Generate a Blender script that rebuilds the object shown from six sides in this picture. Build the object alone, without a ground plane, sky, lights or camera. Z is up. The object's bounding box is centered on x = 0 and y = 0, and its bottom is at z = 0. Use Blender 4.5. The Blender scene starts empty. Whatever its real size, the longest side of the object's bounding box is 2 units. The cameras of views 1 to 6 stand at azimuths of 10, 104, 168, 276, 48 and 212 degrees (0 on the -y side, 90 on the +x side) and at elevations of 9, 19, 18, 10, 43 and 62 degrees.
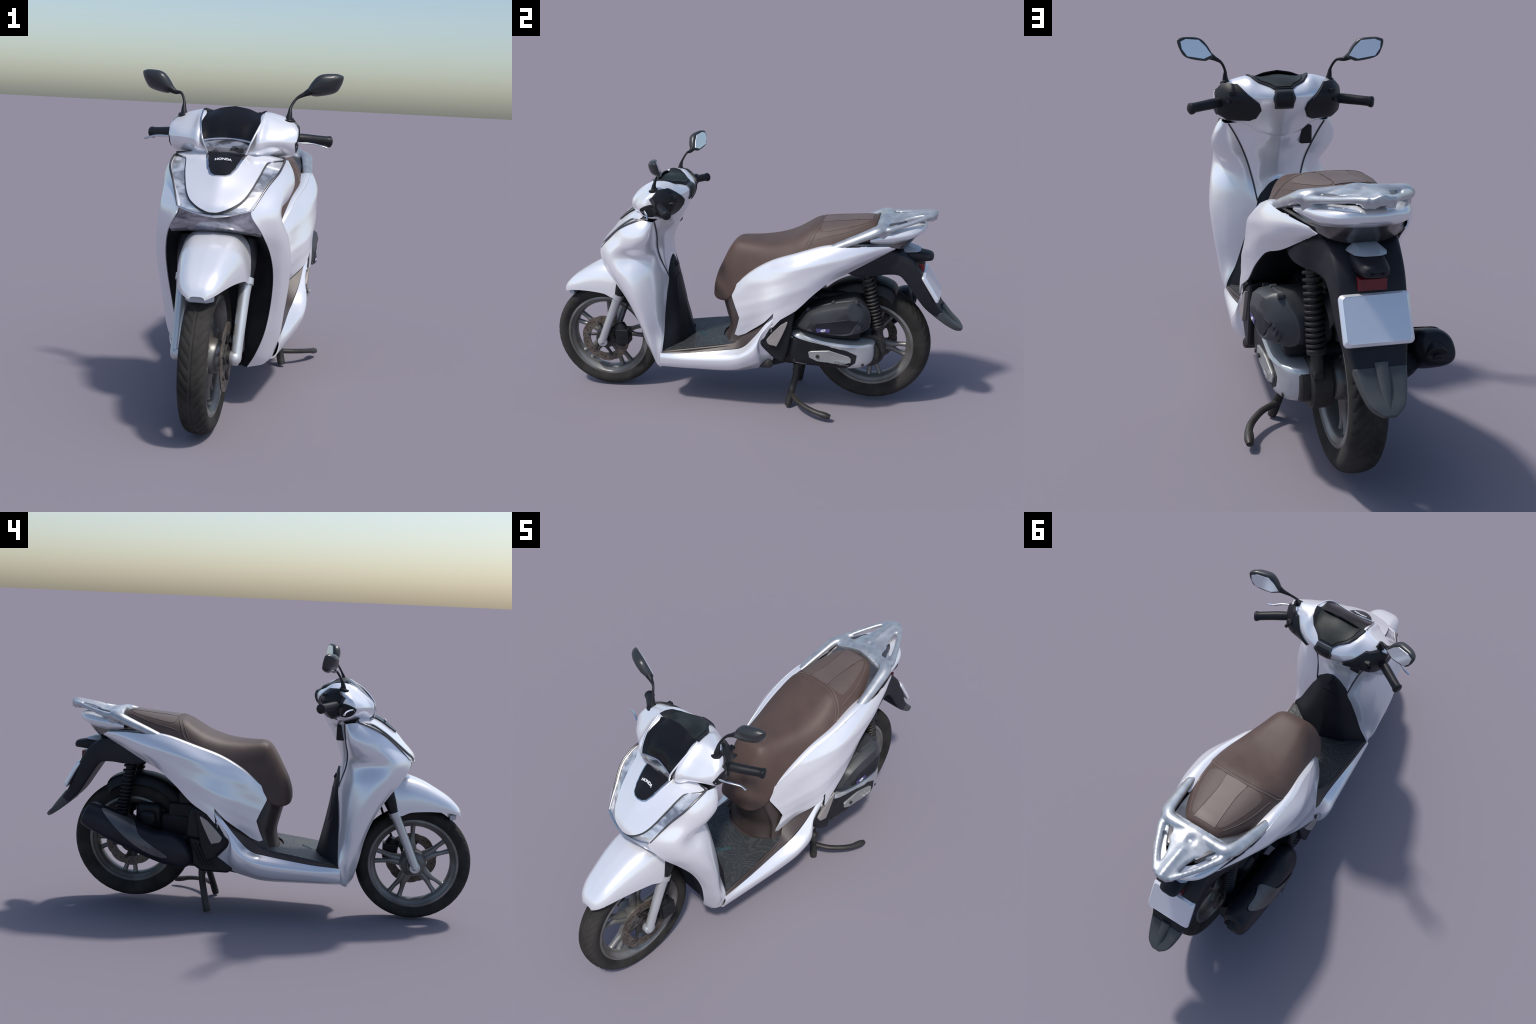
import bpy, bmesh, math, random
import numpy as np
from mathutils import Vector, Matrix
from mathutils.bvhtree import BVHTree

random.seed(7)
V = np.array

# ------------------------------------------------------------------ helpers
def spline(P, n, closed=False):
    """Catmull-Rom curve through control points P, n samples."""
    P = np.array(P, float)
    m = len(P)
    if closed:
        Q = np.vstack([P[-1:], P, P[:2]])
        ts = np.linspace(0, m, n, endpoint=False)
    else:
        Q = np.vstack([2 * P[:1] - P[1:2], P, 2 * P[-1:] - P[-2:-1]])
        ts = np.linspace(0, m - 1, n)
    i = np.minimum(ts.astype(int), (m if closed else m - 1) - 1)
    t = (ts - i)[:, None]
    a, b, c, d = Q[i], Q[i + 1], Q[i + 2], Q[i + 3]
    return 0.5 * ((2 * b) + (c - a) * t + (2 * a - 5 * b + 4 * c - d) * t ** 2 + (3 * b - a - 3 * c + d) * t ** 3)

def spline_surface(ctrl, nu, nv, closed_v=False):
    """ctrl[row][col] 3D control points -> dense (nu, nv, 3) grid."""
    C = np.array(ctrl, float)
    rows = np.array([spline(r, nv, closed_v) for r in C])
    return np.array([spline(rows[:, j], nu) for j in range(nv)]).transpose(1, 0, 2)

def interp(xs, ys):
    return lambda x: float(np.interp(x, xs, ys))

SC = bpy.context.scene.collection
ROOT = None
def link(ob, parent):
    SC.objects.link(ob)
    if parent is not None:
        ob.parent = parent
    return ob

def make(name, verts, faces, mat, parent='ROOT', smooth=True, angle=40, bevel=0, subsurf=0, solid=0, solid_offset=-1, recalc=False):
    me = bpy.data.meshes.new(name)
    me.from_pydata([tuple(map(float, v)) for v in verts], [], [tuple(f) for f in faces])
    bm = bmesh.new(); bm.from_mesh(me)
    bmesh.ops.remove_doubles(bm, verts=bm.verts, dist=2e-5)
    bmesh.ops.dissolve_degenerate(bm, edges=bm.edges, dist=1e-5)
    if recalc:
        bmesh.ops.recalc_face_normals(bm, faces=bm.faces)
    bm.to_mesh(me); bm.free()
    me.materials.append(mat)
    if smooth:
        me.shade_smooth()
        if angle: me.set_sharp_from_angle(angle=math.radians(angle))
    ob = link(bpy.data.objects.new(name, me), ROOT if parent == 'ROOT' else parent)
    if solid:
        m = ob.modifiers.new('thick', 'SOLIDIFY'); m.thickness = solid; m.offset = solid_offset; m.use_quality_normals = True
        bpy.context.view_layer.update()
        me2 = bpy.data.meshes.new_from_object(ob.evaluated_get(bpy.context.evaluated_depsgraph_get()))
        ob.modifiers.clear(); ob.data = me2; bpy.data.meshes.remove(me); me = me2
        me.name = name
        if smooth:
            me.shade_smooth(); me.set_sharp_from_angle(angle=math.radians(angle or 50))
    if bevel:
        m = ob.modifiers.new('bevel', 'BEVEL'); m.width = bevel; m.segments = 2; m.limit_method = 'ANGLE'; m.angle_limit = math.radians(40)
    if subsurf:
        m = ob.modifiers.new('sub', 'SUBSURF'); m.levels = m.render_levels = subsurf
    return ob

def grid_faces(nu, nv, wrap=False, flip=False, off=0):
    F = []
    for i in range(nu - 1):
        for j in range(nv if wrap else nv - 1):
            k = (j + 1) % nv
            f = (off + i * nv + j, off + i * nv + k, off + (i + 1) * nv + k, off + (i + 1) * nv + j)
            F.append(f[::-1] if flip else f)
    return F

def orient(verts, faces, want):
    """flip all faces when the mean normal disagrees with the wanted direction"""
    v = np.array(verts); s = 0
    for f in faces[::max(1, len(faces) // 60)]:
        n = np.cross(v[f[1]] - v[f[0]], v[f[2]] - v[f[0]]); s += n @ np.array(want)
    return [tuple(f) for f in faces] if s >= 0 else [tuple(f[::-1]) for f in faces]

def flipx(verts): return [(-v[0], v[1], v[2]) for v in verts]

def both_sides(name, verts, faces, mat, want=(1, 0, 0), parent='ROOT', **kw):
    faces = orient(verts, faces, want)
    a = make(name, verts, faces, mat, parent, **kw)
    b = make(name, flipx(verts), [f[::-1] for f in faces], mat, parent, **kw)
    return a, b

def sheet(name, ctrl, mat, nu=40, nv=30, want=(1, 0, 0), mirror='both', parent='ROOT', solid=0.004, wob=0, **kw):
    """panel from a control grid. mirror: both -> two objects; weld -> one symmetric object; None"""
    G = spline_surface(ctrl, nu, nv)
    v = G.reshape(-1, 3)
    f = orient(v, grid_faces(nu, nv), want)
    if mirror == 'both':
        return both_sides(name, v, f, mat, want, parent, solid=solid, **kw)
    if mirror == 'weld':
        n = len(v)
        vv = list(v) + flipx(v)
        ff = f + [tuple(i + n for i in q[::-1]) for q in f]
        return make(name, vv, ff, mat, parent, solid=solid, **kw)
    return make(name, v, f, mat, parent, solid=solid, **kw)

def closed_loft(loops, nu, nv, smooth_loops=True, cap=True):
    """loops: list of closed control loops -> verts, faces with end caps"""
    if smooth_loops:
        G = spline_surface(loops, nu, nv, closed_v=True)
    else:
        G = np.array(loops, float); nu, nv = G.shape[:2]
    v = [tuple(p) for p in G.reshape(-1, 3)]
    f = grid_faces(nu, nv, wrap=True)
    if cap:
        for base, ring in ((0, G[0]), ((nu - 1) * nv, G[-1])):
            c = len(v); v.append(tuple(ring.mean(0)))
            for j in range(nv):
                k = (j + 1) % nv
                f.append((base + k, base + j, c) if base == 0 else (base + j, base + k, c))
    return v, f

def loft(name, loops, mat, nu=40, nv=48, parent='ROOT', smooth_loops=True, **kw):
    v, f = closed_loft(loops, nu, nv, smooth_loops)
    return make(name, v, f, mat, parent, recalc=True, **kw)

def tube_mesh(path, rad, seg=14, flat=1.0, n=None, up=(0, 0, 1)):
    P = spline(path, n) if n else np.array(path, float)
    m = len(P)
    R = np.interp(np.linspace(0, 1, m), np.linspace(0, 1, len(rad)), rad) if hasattr(rad, '__len__') else np.full(m, rad)
    T = np.gradient(P, axis=0); T /= np.linalg.norm(T, axis=1)[:, None]
    v = []; f = []
    N = np.cross(T[0], up)
    if np.linalg.norm(N) < 1e-3: N = np.cross(T[0], (1, 0, 0))
    N /= np.linalg.norm(N)
    for i in range(m):
        N = N - T[i] * (N @ T[i]); N /= np.linalg.norm(N); B = np.cross(T[i], N)
        for k in range(seg):
            a = 2 * math.pi * k / seg
            v.append(P[i] + R[i] * (math.cos(a) * N + flat * math.sin(a) * B))
    f = grid_faces(m, seg, wrap=True)
    for base, p in ((0, P[0]), ((m - 1) * seg, P[-1])):
        c = len(v); v.append(p)
        for k in range(seg):
            q = (k + 1) % seg
            f.append((base + q, base + k, c) if base == 0 else (base + k, base + q, c))
    return [tuple(x) for x in v], f

def tube(name, path, rad, mat, parent='ROOT', seg=14, flat=1.0, n=None, up=(0, 0, 1), **kw):
    v, f = tube_mesh(path, rad, seg, flat, n, up)
    return make(name, v, f, mat, parent, recalc=True, angle=50, **kw)

def merge(parts):
    V_, F_ = [], []
    for v, f in parts:
        o = len(V_); V_ += list(v); F_ += [tuple(i + o for i in q) for q in f]
    return V_, F_

def cyl_mesh(c, axis, r, h, seg=24, r2=None):
    a = np.array(axis, float); a /= np.linalg.norm(a)
    c = np.array(c, float)
    e = 0.12 * min(r, h)
    r2 = r if r2 is None else r2
    return tube_mesh([c - a * h / 2, c - a * (h / 2 - e), c + a * (h / 2 - e), c + a * h / 2], [r - e, r, r2, r2 - e], seg, up=(0, .3, 1))

def lathe_x(profile, seg=96, cx=0, cy=0, cz=0, fn=None):
    """closed profile of (x, r) spun about the x axis through (cy, cz)"""
    v = []
    m = len(profile)
    for i in range(seg):
        a = 2 * math.pi * i / seg
        for (x, r) in profile:
            rr = r + (fn(a, x, r) if fn else 0)
            v.append((cx + x, cy + rr * math.cos(a), cz + rr * math.sin(a)))
    f = []
    for i in range(seg):
        k = (i + 1) % seg
        for j in range(m):
            l = (j + 1) % m
            f.append((i * m + j, i * m + l, k * m + l, k * m + j))
    return v, f

def cut_polygon(out, step):
    """2D outline -> bmesh filled and cut into a fine grid"""
    bm = bmesh.new()
    vs = [bm.verts.new((p[0], p[1], 0)) for p in out]
    bm.faces.new(vs)
    o = np.array(out)
    for ax in (0, 1):
        lo, hi = o[:, ax].min(), o[:, ax].max()
        no = Vector((1, 0, 0)) if ax == 0 else Vector((0, 1, 0))
        x = lo + step * 0.5
        while x < hi:
            co = Vector((x, 0, 0)) if ax == 0 else Vector((0, x, 0))
            bmesh.ops.bisect_plane(bm, geom=bm.verts[:] + bm.edges[:] + bm.faces[:], plane_co=co, plane_no=no, dist=1e-6)
            x += step
    bmesh.ops.remove_doubles(bm, verts=bm.verts, dist=step * 0.16)
    bmesh.ops.triangulate(bm, faces=[f for f in bm.faces if len(f.verts) > 4])
    bm.verts.index_update()
    v = [tuple(q.co)[:2] for q in bm.verts]; f = [tuple(q.index for q in p.verts) for p in bm.faces]
    bm.free()
    return v, f

def bvh_of(*objs):
    V_, F_ = [], []
    for ob in objs:
        o = len(V_)
        V_ += [ob.matrix_world @ v.co for v in ob.data.vertices]
        F_ += [tuple(i + o for i in p.vertices) for p in ob.data.polygons]
    return BVHTree.FromPolygons(V_, F_)

def decal_mesh(outline, d, bvh, off=0.003, step=0.012, curve=0):
    """outline: 3D points near the surface; d: looking direction. Lays the outline on the surface."""
    d = Vector(d).normalized()
    P = [Vector(p) for p in outline]
    up = Vector((0, 0, 1)) if abs(d.z) < 0.9 else Vector((0, 1, 0))
    r = d.cross(up).normalized(); u = r.cross(d).normalized()
    o2 = [(p.dot(r), p.dot(u)) for p in P]
    if curve: o2 = [tuple(q) for q in spline(o2, curve, closed=True)]
    dist0 = sum(p.dot(d) for p in P) / len(P)
    v2, f = cut_polygon(o2, step)
    out = []
    bad = []
    for i, (a, b) in enumerate(v2):
        base = r * a + u * b
        hit = bvh.ray_cast(base + d * (dist0 - 0.35), d)
        if hit[0] is None:
            out.append(None); bad.append(i)
        else:
            n = hit[1]
            if n.dot(d) > 0: n = -n
            n = (n - d * 0.6).normalized()
            out.append(hit[0] + n * off)
    good = [i for i in range(len(out)) if out[i] is not None]
    g2 = np.array([v2[i] for i in good])
    for i in bad:
        dd = ((g2 - np.array(v2[i])) ** 2).sum(1); j = np.argsort(dd)[:3]
        dep = sum(out[good[k]].dot(d) for k in j) / 3
        a, b = v2[i]
        out[i] = r * a + u * b + d * dep
    v = [tuple(p) for p in out]
    return v, orient(v, f, -d)

def decal(name, outline, d, bvh, mat, off=0.003, thick=0.003, step=0.012, parent='ROOT', curve=0, sym=False, bevel=0, **kw):
    v, f = decal_mesh(outline, d, bvh, off, step, curve)
    if sym:
        a = make(name, v, f, mat, parent, solid=thick, bevel=bevel, **kw)
        b = make(name, flipx(v), [q[::-1] for q in f], mat, parent, solid=thick, bevel=bevel, **kw)
        return a, b
    return make(name, v, f, mat, parent, solid=thick, bevel=bevel, **kw)

def plate(name, outline, normal_axis, c0, c1, mat, parent='ROOT', bevel=0.004, curve=0, **kw):
    """extruded outline. normal_axis 'x': outline (y,z) from x=c0 to c1; 'z': outline (x,y)"""
    o = [tuple(q) for q in spline(outline, curve, True)] if curve else list(outline)
    n = len(o); v = []
    for c in (c0, c1):
        for p in o:
            v.append((c, p[0], p[1]) if normal_axis == 'x' else (p[0], c, p[1]) if normal_axis == 'y' else (p[0], p[1], c))
    f = [tuple(range(n)), tuple(range(2 * n - 1, n - 1, -1))] + [(i, n + i, n + (i + 1) % n, (i + 1) % n) for i in range(n)]
    return make(name, v, f, mat, parent, recalc=True, bevel=bevel, **kw)

def box_mesh(x0, x1, y0, y1, z0, z1):
    v = [(x, y, z) for x in (x0, x1) for y in (y0, y1) for z in (z0, z1)]
    return v, [(0, 1, 3, 2), (4, 6, 7, 5), (0, 4, 5, 1), (2, 3, 7, 6), (0, 2, 6, 4), (1, 5, 7, 3)]

def empty(name, parent='ROOT'):
    ob = bpy.data.objects.new(name, None)
    return link(ob, ROOT if parent == 'ROOT' else parent)

# ---------------------------------------------------------------- materials
def material(name, col, rough=0.5, metal=0.0, var=0.0, scale=20, col2=None, bump=0.0, bscale=200, coat=0.0, rough_var=0.0, detail=4, spec=0.5, mask=(0.35, 0.65)):
    m = bpy.data.materials.new(name); m.use_nodes = True
    nt = m.node_tree; N = nt.nodes; L = nt.links
    b = N['Principled BSDF']
    b.inputs['Roughness'].default_value = rough
    b.inputs['Metallic'].default_value = metal
    b.inputs['Coat Weight'].default_value = coat
    b.inputs['Coat Roughness'].default_value = 0.08
    b.inputs['Specular IOR Level'].default_value = spec
    tc = N.new('ShaderNodeTexCoord')
    c = (*col, 1)
    if col2 is None and var > 0:
        col2 = tuple(max(0, x * (1 - var)) for x in col)
    if col2 is not None:
        no = N.new('ShaderNodeTexNoise'); no.inputs['Scale'].default_value = scale; no.inputs['Detail'].default_value = detail
        L.new(tc.outputs['Object'], no.inputs['Vector'])
        r = N.new('ShaderNodeValToRGB')
        r.color_ramp.elements[0].position = mask[0]; r.color_ramp.elements[0].color = c
        r.color_ramp.elements[1].position = mask[1]; r.color_ramp.elements[1].color = (*col2, 1)
        L.new(no.outputs['Fac'], r.inputs['Fac']); L.new(r.outputs['Color'], b.inputs['Base Color'])
        if rough_var:
            mr = N.new('ShaderNodeMapRange'); mr.inputs['To Min'].default_value = rough - rough_var; mr.inputs['To Max'].default_value = rough + rough_var
            L.new(no.outputs['Fac'], mr.inputs['Value']); L.new(mr.outputs['Result'], b.inputs['Roughness'])
    else:
        b.inputs['Base Color'].default_value = c
    if bump:
        nb = N.new('ShaderNodeTexNoise'); nb.inputs['Scale'].default_value = bscale; nb.inputs['Detail'].default_value = 3
        L.new(tc.outputs['Object'], nb.inputs['Vector'])
        bu = N.new('ShaderNodeBump'); bu.inputs['Strength'].default_value = bump; bu.inputs['Distance'].default_value = 0.002
        L.new(nb.outputs['Fac'], bu.inputs['Height']); L.new(bu.outputs['Normal'], b.inputs['Normal'])
    return m

WHITE = material('pearl_white_paint', (0.86, 0.86, 0.90), rough=0.25, metal=0.45, coat=0.3, col2=(0.83, 0.84, 0.88), scale=3)
DARKPL = material('dark_plastic', (0.010, 0.011, 0.016), rough=0.5, col2=(0.017, 0.017, 0.022), scale=9, bump=0.1, bscale=400, spec=.3)
BLACK = material('black_plastic', (0.008, 0.009, 0.012), rough=0.45, col2=(0.014, 0.015, 0.018), scale=14, spec=.28)
SHELLM = material('mirror_shell', (0.03, 0.033, 0.037), rough=0.33, col2=(0.022, 0.024, 0.027), scale=9)
GREYPL = material('grey_plastic', (0.045, 0.05, 0.055), rough=0.45, col2=(0.03, 0.033, 0.036), scale=8)
RUBBER = material('tyre_rubber', (0.017, 0.016, 0.015), rough=0.8, col2=(0.038, 0.035, 0.032), scale=12, bump=0.25, bscale=150, spec=.25)
RIMM = material('cast_alloy', (0.25, 0.25, 0.245), rough=0.42, metal=0.55, col2=(0.15, 0.142, 0.13), scale=10)
SILVER = material('silver_paint', (0.62, 0.64, 0.65), rough=0.34, metal=0.6, col2=(0.52, 0.54, 0.55), scale=8)
RAILM = material('polished_rail', (0.56, 0.58, 0.60), rough=0.33, metal=0.68, col2=(0.43, 0.45, 0.47), scale=30)
SEATM = material('brown_leather', (0.092, 0.060, 0.050), rough=0.55, col2=(0.076, 0.048, 0.040), scale=10, bump=0.15, bscale=600, spec=.4)
SEATB = material('tan_leather', (0.125, 0.090, 0.080), rough=0.5, col2=(0.11, 0.079, 0.070), scale=14, bump=0.15, bscale=600)
SEATG = material('perforated_leather', (0.112, 0.080, 0.070), rough=0.6, col2=(0.09, 0.064, 0.056), scale=300, bump=0.3, bscale=500)
BROWNPL = material('brown_plastic', (0.055, 0.040, 0.037), rough=0.45, col2=(0.045, 0.033, 0.031), scale=8)
STITCH = material('stitching', (0.14, 0.105, 0.09), rough=0.7)
GLASSM = material('mirror_glass', (0.74, 0.77, 0.80), rough=0.1, metal=0.55)
PLATEM = material('plate_sheet', (0.84, 0.86, 0.90), rough=0.22, metal=0.45, col2=(0.81, 0.83, 0.87), scale=4)
VISOR = material('smoked_screen', (0.006, 0.006, 0.008), rough=0.16, col2=(0.012, 0.012, 0.014), scale=5, spec=.25)
LENS = material('headlight_lens', (0.80, 0.81, 0.85), rough=0.14, metal=0.7, col2=(0.25, 0.27, 0.31), scale=24, detail=6, mask=(0.46, 0.62), coat=0.7)
SMOKE = material('smoked_lens', (0.46, 0.46, 0.52), rough=0.15, metal=0.6, col2=(0.10, 0.10, 0.12), scale=20, detail=6, mask=(0.42, 0.66), coat=0.6)
SMOKED = material('dark_screen_lens', (0.42, 0.42, 0.44), rough=0.12, metal=0.7, col2=(0.03, 0.03, 0.036), scale=24, detail=6, mask=(0.42, 0.6), coat=0.6)
CHROME = material('chrome', (0.75, 0.75, 0.76), rough=0.15, metal=1.0)
CHROMED = material('dark_chrome', (0.22, 0.21, 0.21), rough=0.25, metal=0.8, col2=(0.10, 0.095, 0.095), scale=14)
REDM = material('red_reflector', (0.16, 0.012, 0.02), rough=0.3, col2=(0.12, 0.01, 0.016), scale=60)
RUST = material('disc_steel', (0.15, 0.125, 0.105), rough=0.5, metal=0.4, col2=(0.09, 0.07, 0.058), scale=25)
IRON = material('dirty_iron', (0.045, 0.042, 0.040), rough=0.5, metal=0.3, col2=(0.025, 0.022, 0.02), scale=18)
MUFF = material('exhaust_black', (0.007, 0.008, 0.013), rough=0.42, col2=(0.013, 0.014, 0.021), scale=6, spec=.3)
SHIELD = material('heat_shield', (0.13, 0.13, 0.135), rough=0.35, metal=0.6, col2=(0.08, 0.08, 0.085), scale=7)
LETTER = material('white_letter', (0.8, 0.8, 0.84), rough=0.4)
BLUEL = material('violet_label', (0.055, 0.05, 0.15), rough=0.4, col2=(0.08, 0.075, 0.22), scale=60)
CYAN = material('cyan_print', (0.03, 0.085, 0.105), rough=0.6)
PEG = material('peg_metal', (0.40, 0.37, 0.345), rough=0.45, metal=0.4, col2=(0.33, 0.305, 0.285), scale=12)
FLAP = material('pale_plastic', (0.45, 0.49, 0.54), rough=0.3, metal=0.2)
GAP = material('panel_gap', (0.03, 0.03, 0.034), rough=0.5)

def mat_swirl():
    """rubber mat with embossed swirls"""
    m = material('floor_rubber', (0.032, 0.036, 0.038), rough=0.5)
    nt = m.node_tree; N = nt.nodes; L = nt.links; b = N['Principled BSDF']
    tc = N.new('ShaderNodeTexCoord')
    no = N.new('ShaderNodeTexNoise'); no.inputs['Scale'].default_value = 5.5; no.inputs['Detail'].default_value = 1.5; no.inputs['Distortion'].default_value = 1.6
    L.new(tc.outputs['Object'], no.inputs['Vector'])
    mu = N.new('ShaderNodeMath'); mu.operation = 'MULTIPLY'; mu.inputs[1].default_value = 62
    L.new(no.outputs['Fac'], mu.inputs[0])
    si = N.new('ShaderNodeMath'); si.operation = 'SINE'; L.new(mu.outputs[0], si.inputs[0])
    r = N.new('ShaderNodeValToRGB')
    r.color_ramp.elements[0].position = 0.3; r.color_ramp.elements[0].color = (0.030, 0.033, 0.035, 1)
    r.color_ramp.elements[1].position = 0.95; r.color_ramp.elements[1].color = (0.046, 0.051, 0.053, 1)
    L.new(si.outputs[0], r.inputs['Fac']); L.new(r.outputs['Color'], b.inputs['Base Color'])
    bu = N.new('ShaderNodeBump'); bu.inputs['Strength'].default_value = 0.3; bu.inputs['Distance'].default_value = 0.0015
    L.new(si.outputs[0], bu.inputs['Height']); L.new(bu.outputs['Normal'], b.inputs['Normal'])
    return m
MATM = mat_swirl()

def mat_painted_glints(name, lo, hi, scale, cell=.2, rough=.13, metal=.6):
    """lamp lens: reflector glints and dark spots painted as light and dark cells"""
    m = material(name, hi, rough=rough, metal=metal, coat=.7)
    nt = m.node_tree; N = nt.nodes; L = nt.links; b = N['Principled BSDF']
    tc = N.new('ShaderNodeTexCoord')
    mp = N.new('ShaderNodeMapping'); mp.inputs['Scale'].default_value = (1.0, .7, 2.2)
    L.new(tc.outputs['Object'], mp.inputs['Vector'])
    no = N.new('ShaderNodeTexNoise'); no.inputs['Scale'].default_value = 9; no.inputs['Detail'].default_value = 4; no.inputs['Distortion'].default_value = .8
    L.new(mp.outputs['Vector'], no.inputs['Vector'])
    vo = N.new('ShaderNodeTexVoronoi'); vo.inputs['Scale'].default_value = scale
    L.new(mp.outputs['Vector'], vo.inputs['Vector'])
    sx = N.new('ShaderNodeSeparateColor'); L.new(vo.outputs['Color'], sx.inputs['Color'])
    mx = N.new('ShaderNodeMath'); mx.operation = 'MULTIPLY_ADD'; mx.inputs[1].default_value = cell
    L.new(sx.outputs['Red'], mx.inputs[0]); L.new(no.outputs['Fac'], mx.inputs[2])
    r = N.new('ShaderNodeValToRGB')
    r.color_ramp.elements[0].position = .40 + .4 * cell; r.color_ramp.elements[0].color = (*hi, 1)
    r.color_ramp.elements[1].position = .64 + .6 * cell; r.color_ramp.elements[1].color = (*lo, 1)
    L.new(mx.outputs[0], r.inputs['Fac']); L.new(r.outputs['Color'], b.inputs['Base Color'])
    bu = N.new('ShaderNodeBump'); bu.inputs['Strength'].default_value = .35; bu.inputs['Distance'].default_value = .003
    L.new(mx.outputs[0], bu.inputs['Height']); L.new(bu.outputs['Normal'], b.inputs['Normal'])
    return m
LENS = mat_painted_glints('headlight_lens', (.26, .275, .31), (.90, .91, .93), 38, .14)
SMOKE = mat_painted_glints('smoked_lens', (.09, .09, .11), (.52, .52, .58), 22, .06)
SMOKED = mat_painted_glints('dark_screen_lens', (.012, .012, .015), (.42, .42, .44), 34, .3)

# -------------------------------------------------------------------- root
ROOT = bpy.data.objects.new('motor_scooter', None); SC.objects.link(ROOT)
ROOT['label'] = 'white motor scooter with brown leather seat on center stand'
ROOT['category'] = 'motor scooter'

# ------------------------------------------------------------------- wheels
def tread(rmin, amp, hw):
    def fn(a, x, r):
        if abs(x) > hw or r < rmin: return 0
        s = (a / (2 * math.pi)) * 44
        ph = (s + abs(x) * 38 + (0.5 if x > 0 else 0)) % 1.0
        w = 0.13
        d = 0
        if abs(x) > 0.008 and min(ph, 1 - ph) < w: d = -amp
        if abs(x) < 0.0025: d = -amp * 0.8
        return d
    return fn

def build_wheel(cy, cz, rim_r, tyre_r, hw, disc_side, spoke0, parent):
    w = empty('wheel', parent)
    # tyre
    prof = [(0.60, 0), (0.76, .06), (0.93, .32), (1.0, .52), (0.94, .72), (0.74, .89), (0.5, .955), (0.25, .99), (0, 1.0)]
    half = [(hw * a, rim_r - 0.006 + (tyre_r - rim_r + 0.006) * b) for a, b in prof]
    pr = spline(half, 27)
    pts = [tuple(p) for p in pr] + [(-p[0], p[1]) for p in pr[-2::-1]]
    pts.append((0, rim_r - 0.02))
    v, f = lathe_x(pts, 352, 0, cy, cz, tread(tyre_r * .9, 0.0032, hw * 0.86))
    make('tyre', v, f, RUBBER, w, recalc=True, angle=60)
    # rim hoop
    h = hw * 0.82
    rp = [(h - .003, rim_r + .004), (h, rim_r - .002), (h, rim_r - .010), (h - .006, rim_r - .013), (h - .010, rim_r - .024), (h - .018, rim_r - .030), (.012, rim_r - .034), (0, rim_r - .035)]
    rp = rp + [(-x, r) for x, r in rp[-2::-1]] + [(-h + .010, rim_r + .005), (h - .010, rim_r + .005)]
    parts = [lathe_x(rp, 176, 0, cy, cz)]
    # five forked spokes
    for k in range(5):
        a0 = math.radians(spoke0 + 72 * k)
        for s in (-1, 1):
            path = []
            for r, o in ((.035, .010), (.075, .010), (.105, .0105), (.135, .0185), (rim_r - .038, .025), (rim_r - .026, .029)):
                path.append((0, cy + r * math.cos(a0) - s * o * math.sin(a0), cz + r * math.sin(a0) + s * o * math.cos(a0)))
            parts.append(tube_mesh(path, [.021, .0165, .0140, .0105, .0115, .0200], 12, 1.15, 24, up=(1, 0, 0)))
    hp = [(.068, .012), (.068, .030), (.058, .034), (.052, .048), (.040, .058), (.022, .062), (0, .064)]
    hp = hp + [(-x, r) for x, r in hp[-2::-1]]
    parts.append(lathe_x(hp, 48, 0, cy, cz))
    v, f = merge(parts)
    make('rim', v, f, RIMM, w, angle=45)
    # scalloped brake disc with drilled holes
    R, xd = .119, disc_side * .070
    v = []; f = []
    seg = 200
    radii = [.078, .083, .10, R]
    for side in (-.0022, .0022):
        for i in range(seg):
            a = 2 * math.pi * i / seg
            for r in radii:
                rr = r + (.0045 * (abs(math.sin(a * 5)) ** 0.6) - .003 if r == R else 0)
                v.append((xd + side, cy + rr * math.cos(a), cz + rr * math.sin(a)))
    m = len(radii)
    for i in range(seg):
        k = (i + 1) % seg
        for j in range(m - 1):
            a_, b_, c_, d_ = i * m + j, i * m + j + 1, k * m + j + 1, k * m + j
            f.append((a_, b_, c_, d_)); o = seg * m; f.append((d_ + o, c_ + o, b_ + o, a_ + o))
        o = seg * m
        f.append((i * m + m - 1, i * m + m - 1 + o, k * m + m - 1 + o, k * m + m - 1))
        f.append((k * m, k * m + o, i * m + o, i * m))
    make('brake_disc', v, f, RUST, w, recalc=True, angle=30)
    parts = [cyl_mesh((xd, cy, cz), (1, 0, 0), .048, .012, 40)]
    for k in range(6):
        a = math.radians(20 + 60 * k); b = a + .35
        parts.append(tube_mesh([(xd, cy + .04 * math.cos(a), cz + .04 * math.sin(a)), (xd, cy + .06 * math.cos(b), cz + .06 * math.sin(b)), (xd, cy + .084 * math.cos(b + .1), cz + .084 * math.sin(b + .1))], .007, 10, n=8, up=(1, 0, 0)))
        parts.append(cyl_mesh((xd + disc_side * .004, cy + .082 * math.cos(b + .1), cz + .082 * math.sin(b + .1)), (1, 0, 0), .0085, .008, 14))
    v, f = merge(parts)
    make('disc_carrier', v, f, IRON, w, angle=40)
    parts = []
    for k in range(30):
        a = 2 * math.pi * k / 30; r = (.092, .1, .108)[k % 3]
        parts.append(cyl_mesh((xd, cy + r * math.cos(a), cz + r * math.sin(a)), (1, 0, 0), .0032, .0056, 10))
    v, f = merge(parts)
    dh = make('disc_drilling', v, f, BLACK, w, angle=40); dh['kind'] = 'stuff'
    # axle
    v, f = merge([cyl_mesh((0, cy, cz), (1, 0, 0), .011, .235, 20), cyl_mesh((.085, cy, cz), (1, 0, 0), .024, .04, 24), cyl_mesh((-.085, cy, cz), (1, 0, 0), .024, .04, 24)])
    make('axle', v, f, IRON, w, angle=40)
    return w

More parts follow.
